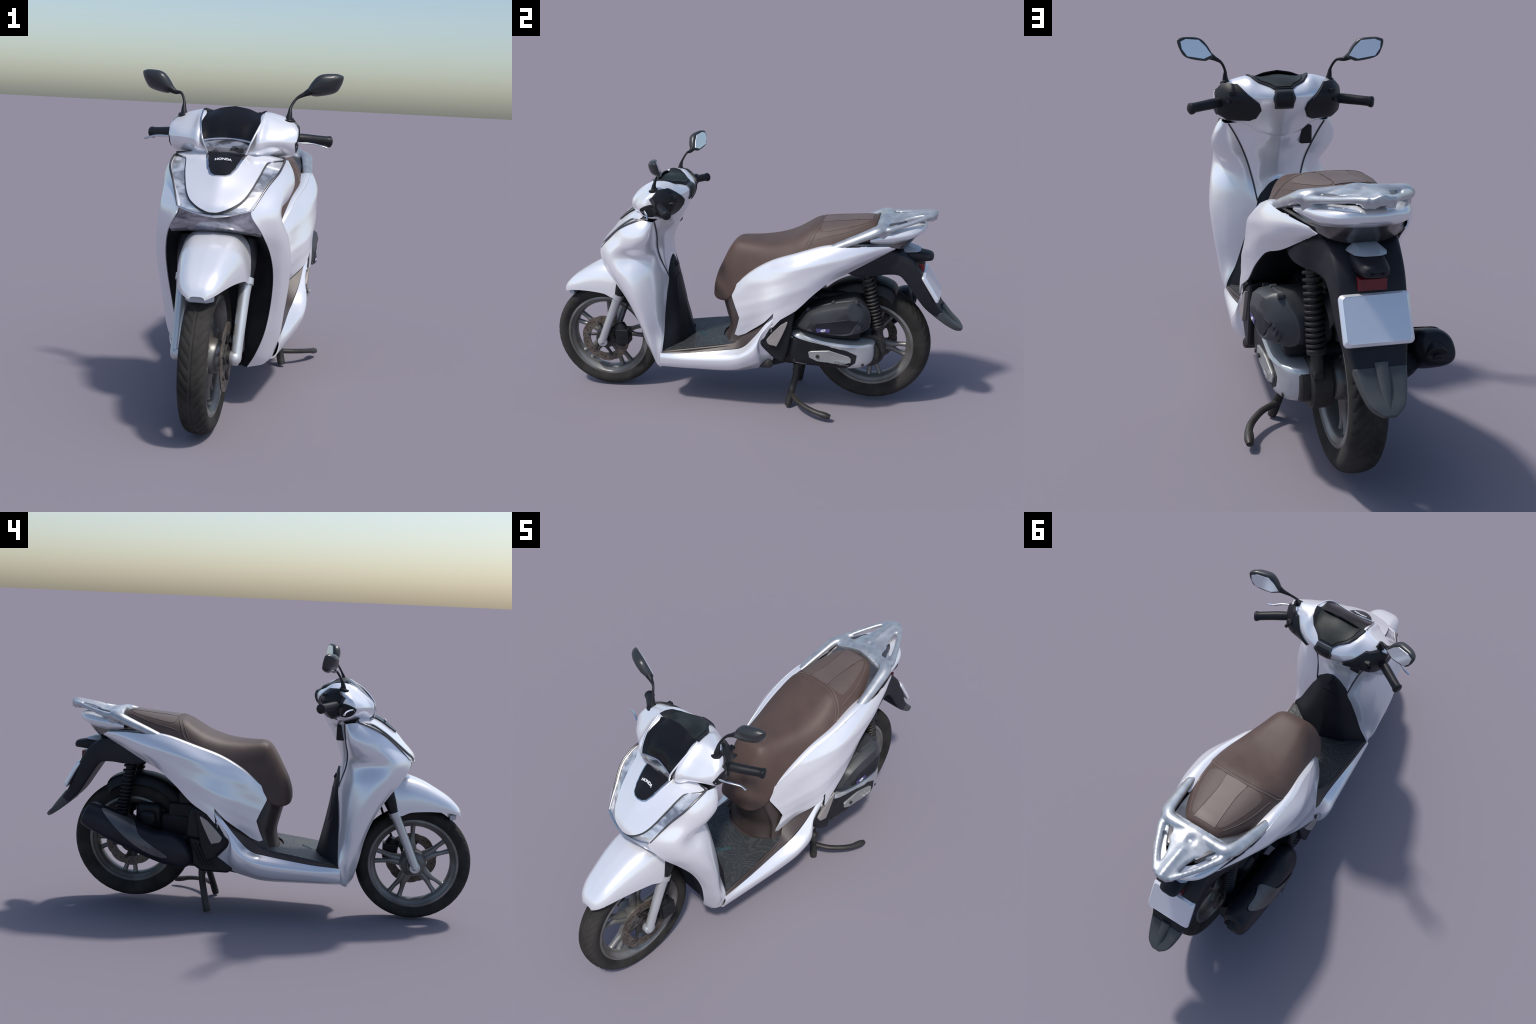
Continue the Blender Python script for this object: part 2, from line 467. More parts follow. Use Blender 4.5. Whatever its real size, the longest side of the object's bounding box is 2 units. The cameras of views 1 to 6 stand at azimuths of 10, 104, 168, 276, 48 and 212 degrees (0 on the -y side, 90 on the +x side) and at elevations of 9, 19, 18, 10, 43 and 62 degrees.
STEER = empty('steering_assembly')          # front wheel, forks and fender turn together
FY, FZ = -0.735, 0.269
RY, RZ = 0.575, 0.303
fw = build_wheel(FY, FZ, .207, .2655, .0475, 1, 79, STEER)
rw = build_wheel(RY, RZ, .203, .281, .057, -1, 60, 'ROOT')

# fork legs
def U(p): return (-p[0], p[1], p[2])
for s in (1, -1):
    g = [(s * .104, -.738, .262), (s * .104, -.737, .275), (s * .106, -.70, .36), (s * .108, -.66, .45), (s * .110, -.633, .51), (s * .110, -.628, .522)]
    v1 = tube_mesh(g, [.018, .0195, .019, .020, .021, .024, .024], 20, n=30)
    v2 = tube_mesh([(s * .110, -.636, .503), (s * .110, -.627, .524)], [.0275, .0275], 20)
    v3 = cyl_mesh((s * .098, -.7375, .267), (1, 0, 0), .025, .03, 24)
    v, f = merge([v1, v2, v3]); make('fork_leg', v, f, SILVER if s > 0 else SILVER, STEER, angle=45)
    tube('fork_tube', [(s * .110, -.633, .51), (s * .111, -.605, .575), (s * .112, -.575, .65)], [.021, .03, .032], BLACK, STEER, 20, n=12)
# brake caliper with bracket and brake hose
v, f = merge([tube_mesh([(.080, -.655, .355), (.086, -.635, .30), (.084, -.655, .25)], [.03, .038, .026], 14, 0.75, 12, up=(1, 0, 0)),
              box_mesh(.055, .112, -.665, -.6, .262, .335), tube_mesh([(.09, -.64, .36), (.1, -.6, .45), (.07, -.56, .56)], .006, 8, n=14),
              tube_mesh([(.075, -.72, .31), (.08, -.68, .33), (.08, -.65, .33)], .012, 10, n=8)])
make('brake_caliper', v, f, BLACK, STEER, bevel=.005, angle=40)

# fender over the wheel
fy = [-.938, -.933, -.917, -.88, -.82, -.76, -.70, -.65, -.615]
ft = interp([-.940, -.934, -.92, -.9, -.852, -.77, -.69, -.60], [.500, .527, .547, .570, .603, .649, .678, .688])
fb = interp([-.940, -.93, -.90, -.83, -.72, -.66, -.64, -.615], [.496, .505, .520, .528, .530, .515, .505, .56])
fwid = interp([-.940, -.933, -.917, -.88, -.82, -.76, -.70, -.65, -.615], [.020, .036, .055, .074, .090, .105, .118, .126, .126])
ctrl = []
for y in fy:
    t, b, w = ft(y), fb(y), fwid(y)
    row = []
    for a in (0, .22, .42, .6, .76, .88, .95, 1.0):
        ang = a * math.pi / 2
        row.append((w * math.sin(ang) ** 0.62 if a > 0 else 0, y + (0.0 if a < .9 else 0), b + (t - b) * math.cos(ang) ** 0.78))
    ctrl.append(row)
sheet('fender', ctrl, WHITE, 50, 40, (0, 0, 1), 'weld', STEER, solid=.004)
plate('fender_liner', [(-.03, -.917), (.03, -.917), (.05, -.885), (-.05, -.885)], 'z', .484, .512, FLAP, STEER, .006)
# dark liner below the fender
ctrl = [[(0, y, ft(y) - .03), (fwid(y) * .5, y, fb(y) + .03), (fwid(y) * .8, y, fb(y) + .004)] for y in (-.89, -.83, -.75, -.66, -.61)]
sheet('fender_lining', ctrl, BLACK, 16, 14, (0, 0, -1), 'weld', STEER, solid=.003)
TURN = Matrix.Translation((0, -.62, 0)) @ Matrix.Rotation(math.radians(1.5), 4, 'Z') @ Matrix.Translation((0, .62, 0))
for ob in list(STEER.children):              # bake the steering angle, hang the parts on the scooter itself
    for o in [ob] + list(ob.children):
        if o.type == 'MESH': o.data.transform(TURN)
    ob.parent = ROOT
bpy.data.objects.remove(STEER)

# --------------------------------------------------------------- leg shield
AP = [
 [(.200,-.450,.927),(.203,-.43,.926),(.206,-.41,.924),(.202,-.395,.92),(.194,-.389,.917),(.184,-.387,.915)],
 [(.200,-.480,.916),(.219,-.458,.900),(.229,-.43,.885),(.222,-.407,.88),(.196,-.393,.88),(.160,-.391,.875)],
 [(.192,-.549,.884),(.222,-.508,.860),(.238,-.458,.845),(.228,-.42,.838),(.188,-.400,.832),(.135,-.398,.825)],
 [(.163,-.609,.837),(.212,-.556,.818),(.228,-.49,.800),(.205,-.435,.79),(.160,-.412,.78),(.113,-.408,.770)],
 [(.126,-.686,.763),(.210,-.606,.758),(.197,-.515,.742),(.176,-.45,.735),(.135,-.412,.725),(.095,-.402,.705)],
 [(.163,-.661,.688),(.221,-.595,.680),(.232,-.51,.668),(.196,-.44,.65),(.135,-.398,.632),(.079,-.375,.618)],
 [(.187,-.600,.608),(.225,-.557,.60),(.246,-.49,.575),(.205,-.43,.55),(.155,-.396,.54),(.105,-.380,.54)],
 [(.193,-.546,.520),(.222,-.515,.50),(.239,-.465,.48),(.203,-.42,.46),(.168,-.397,.455),(.135,-.386,.45)],
 [(.183,-.505,.410),(.210,-.485,.40),(.226,-.45,.38),(.200,-.418,.37),(.182,-.400,.365),(.165,-.388,.36)],
 [(.163,-.484,.302),(.187,-.465,.295),(.211,-.44,.285),(.206,-.415,.28),(.205,-.400,.28),(.200,-.393,.28)],
 [(.130,-.465,.215),(.150,-.455,.21),(.175,-.44,.205),(.185,-.425,.205),(.187,-.410,.205),(.185,-.405,.21)],
 [(.098,-.442,.158),(.120,-.441,.164),(.148,-.435,.170),(.162,-.425,.176),(.166,-.418,.18),(.166,-.412,.182)],
]
aprons = sheet('leg_shield', AP, WHITE, 90, 50, (1, 0, 0), 'both', solid=.004)
# wheel-side black lining
lin = []
for r in AP[4:]:
    e = V(r[0]); z = e[2]
    cy_ = np.interp(z, [.17, .30, .55, .70, .78], [-.42, -.425, -.47, -.50, -.52])
    fwd = float(np.clip((.46 - z) / .1, 0, 1))
    if fwd > 0.5:
        lin.append([e + (-.002, .003, 0), e * (.94, 1, 1) + (0, .006, 0), (e[0] * .8, e[1] + .012, z), (.085, e[1] + .022, z), (.068, cy_, z), (0, cy_, z)]); continue
    lin.append([e + (-.002, .004, 0), e * (.95, 1, 1) + (0, .010, 0), (e[0] * .78, cy_ * .3 + e[1] * .7, z), (max(.06, e[0] * .5), cy_ * .75 + e[1] * .25, z), (.03, cy_, z), (0, cy_, z)])
sheet('wheel_well_lining', lin, BLACK, 50, 24, (0, -1, 0), 'weld', solid=.003)

# nose / headlight base surface
NOSE = [
 [(0,-.470,.946),(.10,-.450,.942),(.192,-.430,.925)],
 [(0,-.540,.925),(.10,-.515,.920),(.198,-.478,.914)],
 [(0,-.610,.872),(.10,-.580,.872),(.190,-.546,.882)],
 [(0,-.655,.822),(.09,-.635,.825),(.161,-.606,.835)],
 [(0,-.702,.770),(.07,-.690,.772),(.138,-.655,.787)],
 [(0,-.704,.738),(.06,-.698,.742),(.128,-.680,.760)],
]
head = sheet('headlight', NOSE, LENS, 50, 30, (0, -1, .6), 'weld', solid=.003)
CHIN = [
 [(0,-.704,.738),(.06,-.698,.742),(.128,-.680,.760)],
 [(0,-.696,.712),(.07,-.691,.715),(.145,-.672,.72)],
 [(0,-.676,.690),(.08,-.670,.690),(.163,-.656,.688)],
 [(0,-.645,.680),(.08,-.640,.678),(.168,-.635,.670)],
]
sheet('chin_lens', CHIN, SMOKE, 24, 30, (0, -1, 0), 'weld', solid=.003)
bv = bvh_of(head)
half = [(.0,-.475,.946),(.10,-.455,.942),(.186,-.437,.929),(.190,-.452,.922),(.166,-.480,.917),(.146,-.504,.913),(.138,-.532,.895),(.130,-.572,.870),(.112,-.630,.825),(.092,-.668,.792),(.065,-.697,.776),(.035,-.712,.768),(.0,-.720,.766)]
full = half + [U(p) for p in half[-2:0:-1]]
nose = decal('nose_panel', full, (0, .7, -.7), bv, WHITE, off=.008, thick=.007, step=.014, bevel=.002, curve=90)
# thin dark border under the nose panel
decal('nose_border', [(p[0] * 1.025 , p[1] - (.004 if p[2] < .9 else -.004), p[2] - (.004 if p[2] < .9 else 0)) for p in full], (0, .7, -.7), bv, GREYPL, off=.004, thick=.003, step=.02, curve=90)
bvn = bvh_of(nose)
emb = [(.066,-.495,.938),(.062,-.52,.93),(.047,-.58,.893),(.034,-.606,.877),(.02,-.614,.871),(0,-.616,.869)]
emb_full = emb + [U(p) for p in emb[-2::-1]]
decal('emblem_rim', [(p[0] * 1.12, p[1] - .004, p[2] - .003) for p in emb_full], (0, .7, -.7), bvn, CHROME, off=.003, thick=.004, step=.02)
embo = decal('emblem_panel', emb_full, (0, .7, -.7), bvn, VISOR, off=.0065, thick=.005, step=.012)
# V shaped chrome blade along the headlight base
sv = [(0,-.710,.740),(.05,-.704,.745),(.10,-.692,.756),(.128,-.682,.764)]
v, f = tube_mesh(sv, [.008, .007, .005], 10, .6, 16); v2 = flipx(v)
vv, ff = merge([(v, f), (v2, [q[::-1] for q in f])])
make('chin_blade', vv, ff, CHROME, angle=60)
# headlight outer rims
ed = [(.197,-.435,.928),(.201,-.480,.919),(.194,-.548,.888),(.166,-.608,.842),(.130,-.680,.766)]
v, f = tube_mesh(ed, [.0045, .004, .004, .003], 10, 1, 40)
both_sides('headlight_rim', v, f, CHROMED, (0, 0, 1), angle=60)

def lettering(txt, size, loc, rot, mat, parent, extrude=.0012, arc=0, name='lettering'):
    cu = bpy.data.curves.new('lettering', 'FONT'); cu.body = txt; cu.size = size; cu.extrude = extrude
    cu.align_x = 'CENTER'; cu.align_y = 'CENTER'; cu.offset = size * .02
    tmp = bpy.data.objects.new('tmp', cu); SC.objects.link(tmp)
    bpy.context.view_layer.update()
    me = bpy.data.meshes.new_from_object(tmp.evaluated_get(bpy.context.evaluated_depsgraph_get()))
    bpy.data.objects.remove(tmp)
    if arc:
        for q in me.vertices: q.co.y -= arc * q.co.x ** 2
    me.materials.clear(); me.materials.append(mat)
    M = Matrix.Translation(loc) @ rot.to_4x4()
    me.transform(M)
    return link(bpy.data.objects.new(name, me), parent)

def basis(xd, yd):
    x = Vector(xd).normalized(); y = Vector(yd); y = (y - x * y.dot(x)).normalized(); z = x.cross(y)
    return Matrix((x, y, z)).transposed()
hit = bvh_of(embo).ray_cast(Vector((0, -.9, 1.25)), Vector((0, .7, -.7)))
hp_ = bvh_of(embo).ray_cast(Vector((0, -.548 - .3, .905 + .3)), Vector((0, 1, -1)).normalized())
if hp_[0]:
    n = hp_[1] if hp_[1].z > 0 else -hp_[1]
    yv = Vector((0, .7, .7)); lettering('HONDA', .016, hp_[0] + n * .0015, basis((1, 0, 0), n.cross(Vector((1, 0, 0)))), LETTER, embo, arc=6)

# --------------------------------------------------------- inner leg shield
COL = [
 [AP[0][5],(.12,-.365,.925),(.05,-.325,.925),(0,-.316,.925)],
 [AP[1][5],(.11,-.370,.872),(.05,-.335,.870),(0,-.325,.870)],
 [AP[2][5],(.10,-.375,.822),(.04,-.360,.820),(0,-.350,.820)],
 [AP[3][5],(.08,-.385,.763),(.04,-.378,.760),(0,-.373,.760)],
 [AP[4][5],(.08,-.387,.700),(.04,-.382,.715),(0,-.380,.720)],
 [AP[5][5],(.06,-.377,.650),(.03,-.376,.685),(0,-.374,.700)],
]
sheet('steering_column_cover', COL, WHITE, 40, 24, (0, 1, 0), 'weld', solid=.004)
v, f = tube_mesh([V(r[5]) + (0, .002, 0) for r in AP[:6]], .0028, 8, 1, 40)
both_sides('panel_seam', v, f, GAP, (0, 1, 0))
GL = [
 [(.010,-.376,.698),(.005,-.371,.700),(0,-.369,.701)],
 [(.052,-.379,.664),(.028,-.367,.668),(0,-.361,.670)],
 [(.080,-.376,.618),(.045,-.358,.620),(0,-.350,.622)],
 [(.105,-.381,.540),(.060,-.351,.540),(0,-.338,.540)],
 [(.135,-.387,.450),(.080,-.345,.450),(0,-.321,.450)],
 [(.165,-.389,.360),(.100,-.335,.360),(0,-.302,.360)],
 [(.202,-.395,.275),(.125,-.335,.275),(0,-.284,.280)],
]
glove = sheet('glove_panel', GL, DARKPL, 40, 24, (0, 1, 0), 'weld', solid=.004)
bg = bvh_of(glove)
decal('storage_lid', [(.03,-.34,.60),(-.03,-.34,.60),(-.05,-.33,.55),(-.058,-.32,.46),(.058,-.32,.46),(.05,-.33,.55)], (0, -1, -.2), bg, DARKPL, off=.002, thick=.002, step=.02, curve=40)
v, f = merge([cyl_mesh((0, -.360, .650), (0, 1, .1), .016, .012, 24), cyl_mesh((0, -.357, .650), (0, 1, .1), .006, .014, 16)])
make('ignition_lock', v, f, BLACK, angle=40)
# bag hook box on the right of the column
v, f = box_mesh(-.128, -.082, -.40, -.352, .835, .905); make('bag_hook', v, f, BLACK, bevel=.006)

# ---------------------------------------------------------------- handlebar
HB = {
 0.00: [(-.345,1.080),(-.395,1.082),(-.425,1.050),(-.465,.998),(-.490,.952),(-.485,.925),(-.42,.895),(-.335,.868),(-.30,.91),(-.264,.98),(-.249,1.03),(-.285,1.058)],
 0.075:[(-.36,1.078),(-.395,1.072),(-.435,1.045),(-.478,1.005),(-.498,.968),(-.492,.938),(-.42,.905),(-.345,.885),(-.315,.92),(-.276,.98),(-.262,1.03),(-.298,1.064)],
 0.110:[(-.365,1.091),(-.415,1.081),(-.458,1.052),(-.503,1.011),(-.513,.975),(-.496,.945),(-.425,.922),(-.352,.908),(-.318,.935),(-.286,.982),(-.275,1.03),(-.312,1.078)],
 0.14: [(-.37,1.089),(-.410,1.071),(-.448,1.042),(-.482,1.010),(-.492,.984),(-.470,.955),(-.42,.930),(-.36,.920),(-.32,.944),(-.293,.985),(-.286,1.030),(-.325,1.075)],
 0.19: [(-.37,1.074),(-.402,1.058),(-.434,1.033),(-.459,1.007),(-.464,.985),(-.444,.960),(-.41,.939),(-.37,.932),(-.33,.948),(-.308,.985),(-.302,1.028),(-.335,1.064)],
 0.220:[(-.378,1.054),(-.403,1.045),(-.424,1.026),(-.438,1.003),(-.440,.982),(-.428,.961),(-.405,.947),(-.378,.944),(-.358,.955),(-.346,.983),(-.342,1.014),(-.354,1.044)],
 0.234:[(-.394,1.036),(-.408,1.031),(-.419,1.019),(-.426,1.002),(-.427,.988),(-.420,.974),(-.408,.966),(-.394,.965),(-.384,.972),(-.378,.988),(-.377,1.008),(-.382,1.027)],
}
xs = sorted(HB)
loops = [[(-x, *p) for p in HB[x]] for x in xs[:0:-1]] + [[(x, *p) for p in HB[x]] for x in xs]
hbc = loft('handlebar_cover', loops, WHITE, 90, 72, angle=0)
bh = bvh_of(hbc)
SCR = [
 [(0,-.387,1.108),(.05,-.389,1.100),(.085,-.392,1.088),(.113,-.398,1.086)],
 [(0,-.436,1.074),(.05,-.440,1.069),(.085,-.446,1.060),(.108,-.456,1.052)],
 [(0,-.480,1.033),(.045,-.483,1.029),(.075,-.486,1.021),(.096,-.497,1.014)],
 [(0,-.500,.994),(.04,-.506,.992),(.066,-.510,.988),(.086,-.516,.984)],
]
sheet('windscreen', SCR, VISOR, 30, 24, (0, -1, .5), 'weld', solid=.004)
SL = [
 [(0,-.501,.993),(.04,-.507,.991),(.066,-.511,.987),(.086,-.517,.983)],
 [(0,-.520,.968),(.04,-.522,.967),(.066,-.521,.965),(.080,-.520,.962)],
 [(0,-.518,.940),(.035,-.517,.940),(.055,-.514,.940),(.068,-.510,.940)],
]
sheet('screen_lens', SL, SMOKED, 20, 24, (0, -1, 0), 'weld', solid=.004)
v, f = tube_mesh([(-.084,-.519,.985),(-.04,-.510,.992),(0,-.504,.994),(.04,-.510,.992),(.084,-.519,.985)], .0035, 8, 1, 30)
make('screen_chrome_strip', v, f, CHROME)
for s in (1, -1):
    tube('screen_edge_strip', [(s*.115,-.40,1.089),(s*.110,-.458,1.055),(s*.098,-.499,1.016),(s*.086,-.519,.983),(s*.068,-.515,.942)], .0035, CHROME if s < 0 else WHITE, n=30, seg=8)
# dark neck between cover and nose
loft('handlebar_neck', [[(s * w, y, z) for s, y in ((1, y0), (1, y1), (-1, y1), (-1, y0))] for w, y0, y1, z in ((.062, -.515, -.40, .905), (.068, -.512, -.38, .93), (.07, -.505, -.36, .95))], BLACK, 8, 4, smooth_loops=False, bevel=.01)
# instrument panel
inst = [(.116,-.392,1.09),(.112,-.368,1.085),(.104,-.342,1.08),(.085,-.315,1.07),(.05,-.29,1.06),(.034,-.272,1.05)]
inst_full = inst + [U(p) for p in inst[::-1]] + [(-.06,-.392,1.09),(0,-.390,1.09),(.06,-.392,1.09)]
decal('instrument_panel', inst_full, (0, -.15, -1), bh, BLACK, off=.006, thick=.006, step=.012, bevel=.002)
decal('instrument_glass', [(p[0] * .82, p[1] * .9 - .035, p[2]) for p in inst] + [U((p[0] * .82, p[1] * .9 - .035, p[2])) for p in inst[::-1]], (0, -.15, -1), bh, material('dial_glass', (.014, .018, .018), rough=.5, col2=(.028, .034, .034), scale=16, spec=.2), off=.009, thick=.003, step=.012)
hexo = [(.034,-.25,1.052),(.042,-.25,1.025),(.034,-.26,.985),(-.034,-.26,.985),(-.042,-.25,1.025),(-.034,-.25,1.052)]
hx = decal('start_panel', hexo, (0, -1, 0), bh, GREYPL, off=.005, thick=.006, step=.012, bevel=.002)
decal('start_button', [(p[0] * .78, p[1], 1.019 + (p[2] - 1.019) * .72) for p in hexo], (0, -1, 0), bh, BLACK, off=.0075, thick=.004, step=.012)
pod = [(.228,-.3,1.05),(.205,-.3,1.072),(.160,-.3,1.068),(.128,-.3,1.032),(.092,-.3,1.0),(.084,-.3,.978),(.098,-.3,.950),(.118,-.3,.942),(.19,-.3,.946),(.222,-.3,.966),(.23,-.3,1.005)]
decal('switch_rim', [(.155 + (p[0] - .155) * 1.06, p[1], 1.007 + (p[2] - 1.007) * 1.07) for p in pod], (0, -1, -.1), bh, GREYPL, off=.003, thick=.004, step=.014, sym=True)
pods = decal('switch_housing', pod, (0, -1, -.1), bh, BLACK, off=.010, thick=.010, step=.012, sym=True, bevel=.004)
for s, ob in ((1, pods[0]), (-1, pods[1])):
    parts = [box_mesh(s*.185-.010, s*.185+.010, -.300, -.283, 1.036, 1.048), box_mesh(s*.150-.010, s*.150+.010, -.300, -.276, 1.006, 1.020), cyl_mesh((s*.198, -.298, 1.008), (0, 1, .1), .007, .03, 14)]
    v, f = merge(parts); make('switch_button', v, f, BLACK, ob, bevel=.002)
# handlebar end recess, grips, levers
for s in (1, -1):
    dy = .006 * s
    loft('grip_recess', [[(s * x, -.385 + ry * math.cos(a) + .0, .988 + rz * math.sin(a)) for a in np.linspace(0, 2 * math.pi, 16, endpoint=False)] for x, ry, rz in ((.18, .046, .030), (.224, .042, .027), (.229, .036, .022))], BLACK, 8, 32)
    v_, f_ = decal_mesh([(s*.23, y, z) for y, z in ((-.432,.986),(-.415,1.000),(-.385,1.010),(-.352,1.012),(-.340,.99),(-.352,.962),(-.385,.952),(-.415,.962))], (-s, 0, 0), bh, .0022, .012, 32)
    make('lever_opening', v_, f_, BLACK, solid=.002)
    tube('handgrip', [(s*.20,-.352,1.002),(s*.235,-.338 + dy,1.002),(s*.27,-.318 + dy,1.0),(s*.32,-.286 + dy,.997),(s*.335,-.277 + dy,.995),(s*.343,-.273 + dy,.9945)], [.016,.018,.019,.019,.018,.018,.021,.021,.015], BLACK, n=34, seg=20)
    tube('brake_lever', [(s*.205,-.405,.985),(s*.24,-.41 + dy,.988),(s*.28,-.395 + dy,.988),(s*.315,-.376 + dy*1.5,.981),(s*.338,-.372 + dy*1.5,.974)], [.008,.006,.0055,.005,.0055], CHROME, n=24, seg=10, flat=.7)
# mirrors
for s in (1, -1):
    mir = empty('mirror')
    dz = 0.0 if s > 0 else -.013
    tube('mirror_stem', [(s*.193,-.372,1.062),(s*.196,-.368,1.090),(s*.198,-.358,1.115),(s*.214,-.340,1.145),(s*.240,-.328,1.162 + dz),(s*.262,-.322,1.174 + dz)], [.015,.009,.0048,.0048,.0085,.015], BLACK, mir, n=30, seg=14)
    v, f = cyl_mesh((s*.193,-.374,1.066), (0, -.3, 1), .021, .014, 20); make('mirror_foot', v, f, BLACK, mir)
    out = [(.376,1.235),(.365,1.243),(.344,1.246),(.296,1.240),(.268,1.216),(.247,1.176),(.262,1.166),(.285,1.162),(.346,1.177),(.368,1.205)]
    c = V(out).mean(0)
    # glass plane tilts: outer end further back
    def mp(x, z, depth):
        return (s * x, -.302 + (x - .31) * .32 - (z - 1.2) * (.22 if s > 0 else .30) + depth, z + dz - .005)
    O = spline(out, 48, True)
    loops = []
    for k, d in ((.80, .0055), (.93, .006), (1.0, .002), (1.0, -.006), (.93, -.016), (.75, -.028), (.45, -.036), (.12, -.038)):
        loops.append([mp(c[0] + (p[0] - c[0]) * k, c[1] + (p[1] - c[1]) * k, d) for p in O])
    loft('mirror_housing', loops, SHELLM, 0, 0, mir, smooth_loops=False, angle=60)
    gl = [(.365,1.232),(.345,1.240),(.298,1.235),(.274,1.212),(.253,1.181),(.283,1.170),(.343,1.182),(.361,1.207)]
    n = len(gl)
    vv = [mp(x, z, .0062) for x, z in gl] + [mp(x, z, .0085) for x, z in gl]
    make('mirror_glass', vv, [tuple(range(n)), tuple(range(2*n-1, n-1, -1))] + [(i, n+i, n+(i+1) % n, (i+1) % n) for i in range(n)], GLASSM, mir, smooth=False, recalc=True)

# -------------------------------------------------------------------- floor
zf = lambda y: .272 + .140 * (y + .395)
def slab(name, out, top, mat, thick, step=.02, curve=0, parent='ROOT', bevel=0):
    o = [tuple(q) for q in spline(out, curve, True)] if curve else out
    v2, f = cut_polygon(o, step)
    v = [(x, y, zf(y) + top) for x, y in v2]
    return make(name, v, orient(v, f, (0, 0, 1)), mat, parent, solid=thick, bevel=bevel)
fl = [(0,-.40),(.20,-.40),(.198,-.26),(.183,-.08),(.165,.01),(.155,.10),(0,.10)]
slab('floorboard', fl + [(-x, y) for x, y in fl[-2:0:-1]], 0, BROWNPL, .03)
mt = [(0,-.285),(.10,-.318),(.187,-.384),(.191,-.376),(.186,-.23),(.171,-.04),(.156,.02),(.140,.015),(.138,-.04),(.12,-.085),(.06,-.125),(0,-.135)]
mt_full = mt + [(-x, y) for x, y in mt[-2:0:-1]]
mat_ob = slab('floor_mat', mt_full, .009, MATM, .008, .02, bevel=.003)
lettering('Vario', .03, Vector((.02, -.245, zf(-.245) + .0095)), basis((.55, .83, .13), (-.83, .55, .09)), CYAN, mat_ob)
# underbody
und = [[(s * w, y, z) for s, z in ((1, z1), (1, z0), (-1, z0), (-1, z1))] for y, w, z0, z1 in ((-.42, .14, .19, .28), (-.25, .16, .175, .285), (-.05, .16, .18, .30), (.1, .17, .21, .34), (.2, .17, .24, .36))]
loft('underbody', und, BLACK, 5, 4, smooth_loops=False, bevel=.01)

SILL = [
 [(.205,-.402,.268),(.210,-.404,.240),(.196,-.41,.20),(.150,-.415,.178)],
 [(.202,-.26,.277),(.222,-.26,.248),(.206,-.26,.202),(.150,-.26,.175)],
 [(.197,-.08,.301),(.238,-.07,.270),(.222,-.07,.213),(.155,-.07,.175)],
 [(.200,.00,.320),(.250,.01,.298),(.234,.02,.242),(.160,.02,.192)],
 [(.214,.06,.377),(.250,.07,.338),(.236,.085,.284),(.178,.09,.222)],
 [(.222,.115,.444),(.236,.106,.408),(.230,.098,.368),(.196,.150,.280)],
 [(.222,.172,.520),(.234,.166,.49),(.236,.160,.47),(.234,.150,.44)],
]
sheet('sill', SILL, WHITE, 60, 24, (1, 0, 0), 'both', solid=.004)
TRIM = [[(.205,-.396,.270),(.193,-.388,.277)],[(.202,-.255,.279),(.187,-.24,.297)],[(.196,-.08,.303),(.172,-.06,.325)],[(.198,-.002,.322),(.148,.0,.362)],[(.212,.06,.379),(.158,.073,.424)],[(.223,.118,.450),(.196,.13,.480)],[(.222,.171,.520),(.2205,.173,.5215)]]
sheet('trim_strip', TRIM, BROWNPL, 60, 8, (1, 0, .5), 'both', solid=.006)

# ------------------------------------------------------------- body panels
gy = [-.06, .05, .15, .27, .40, .50, .60, .71]
gzl = [.33, .38, .44, .53, .65, .70, .75, .80]
gzt = [.585, .68, .74, .785, .825, .83, .83, .82]
gx = V([[.140,.144,.134,.125,.112],[.165,.190,.184,.176,.156],[.244,.238,.222,.204,.174],[.238,.244,.243,.232,.194],[.218,.236,.235,.223,.197],[.178,.213,.215,.208,.195],[.150,.174,.182,.180,.174],[.118,.126,.130,.130,.126]])
GZ = spline(np.column_stack([gy, gzl, gzt]), 80)
DX = spline_surface(np.dstack([np.repeat(V(gy)[:, None], 5, 1), np.tile([0, .33, .62, .82, 1], (8, 1)), gx]), 120, 41)
def body_x(y, z):
    zl = np.interp(y, GZ[:, 0], GZ[:, 1]); zt = np.interp(y, GZ[:, 0], GZ[:, 2])
    s = min(1.15, max(-.15, (z - zl) / (zt - zl)))
    col = np.array([np.interp(y, DX[:, j, 0], DX[:, j, 2]) for j in range(0, 41, 2)])
    # pressed creases sweeping up and back across the panel
    fold = 0
    for (ya, za), (yb, zb), amp, wid in (((-.02, .505), (.30, .640), .0028, .016), ((.02, .445), (.24, .560), -.0022, .015), ((.05, .60), (.42, .735), -.0016, .018), ((.12, .70), (.60, .800), .0024, .012)):
        d = V((yb - ya, zb - za)); L = np.linalg.norm(d); d = d / L
        t = (y - ya) * d[0] + (z - za) * d[1]; o = -(y - ya) * d[1] + (z - za) * d[0]
        fold += amp * math.exp(-(o / wid) ** 2) * math.exp(-max(0, -t, t - L) ** 2 / .0016)
    return float(np.interp(s, DX[0, ::2, 1], col)) - max(0, s - 1) * .12 + fold
lowb = [(-.053,.345),(.01,.372),(.073,.422),(.12,.465),(.168,.518),(.165,.49),(.16,.447),(.2,.49),(.267,.53)]
arch = [tuple(p) for p in spline([(.267,.53),(.3,.56),(.335,.595),(.375,.63),(.43,.672),(.494,.697),(.6,.75),(.705,.803)], 40)][1:]
topb = [(y, float(np.interp(y, GZ[:, 0], GZ[:, 2])) - .004) for y in np.linspace(.68, -.05, 60)]
frontb = [(-.055,.544),(-.03,.49),(-.015,.453),(-.03,.405)]
bo = lowb + arch + topb + frontb
v2, f = cut_polygon(bo, .009)
v = [(body_x(y, z), y, z) for y, z in v2]
both_sides('body_panel', v, f, WHITE, (1, 0, 0), solid=.004)
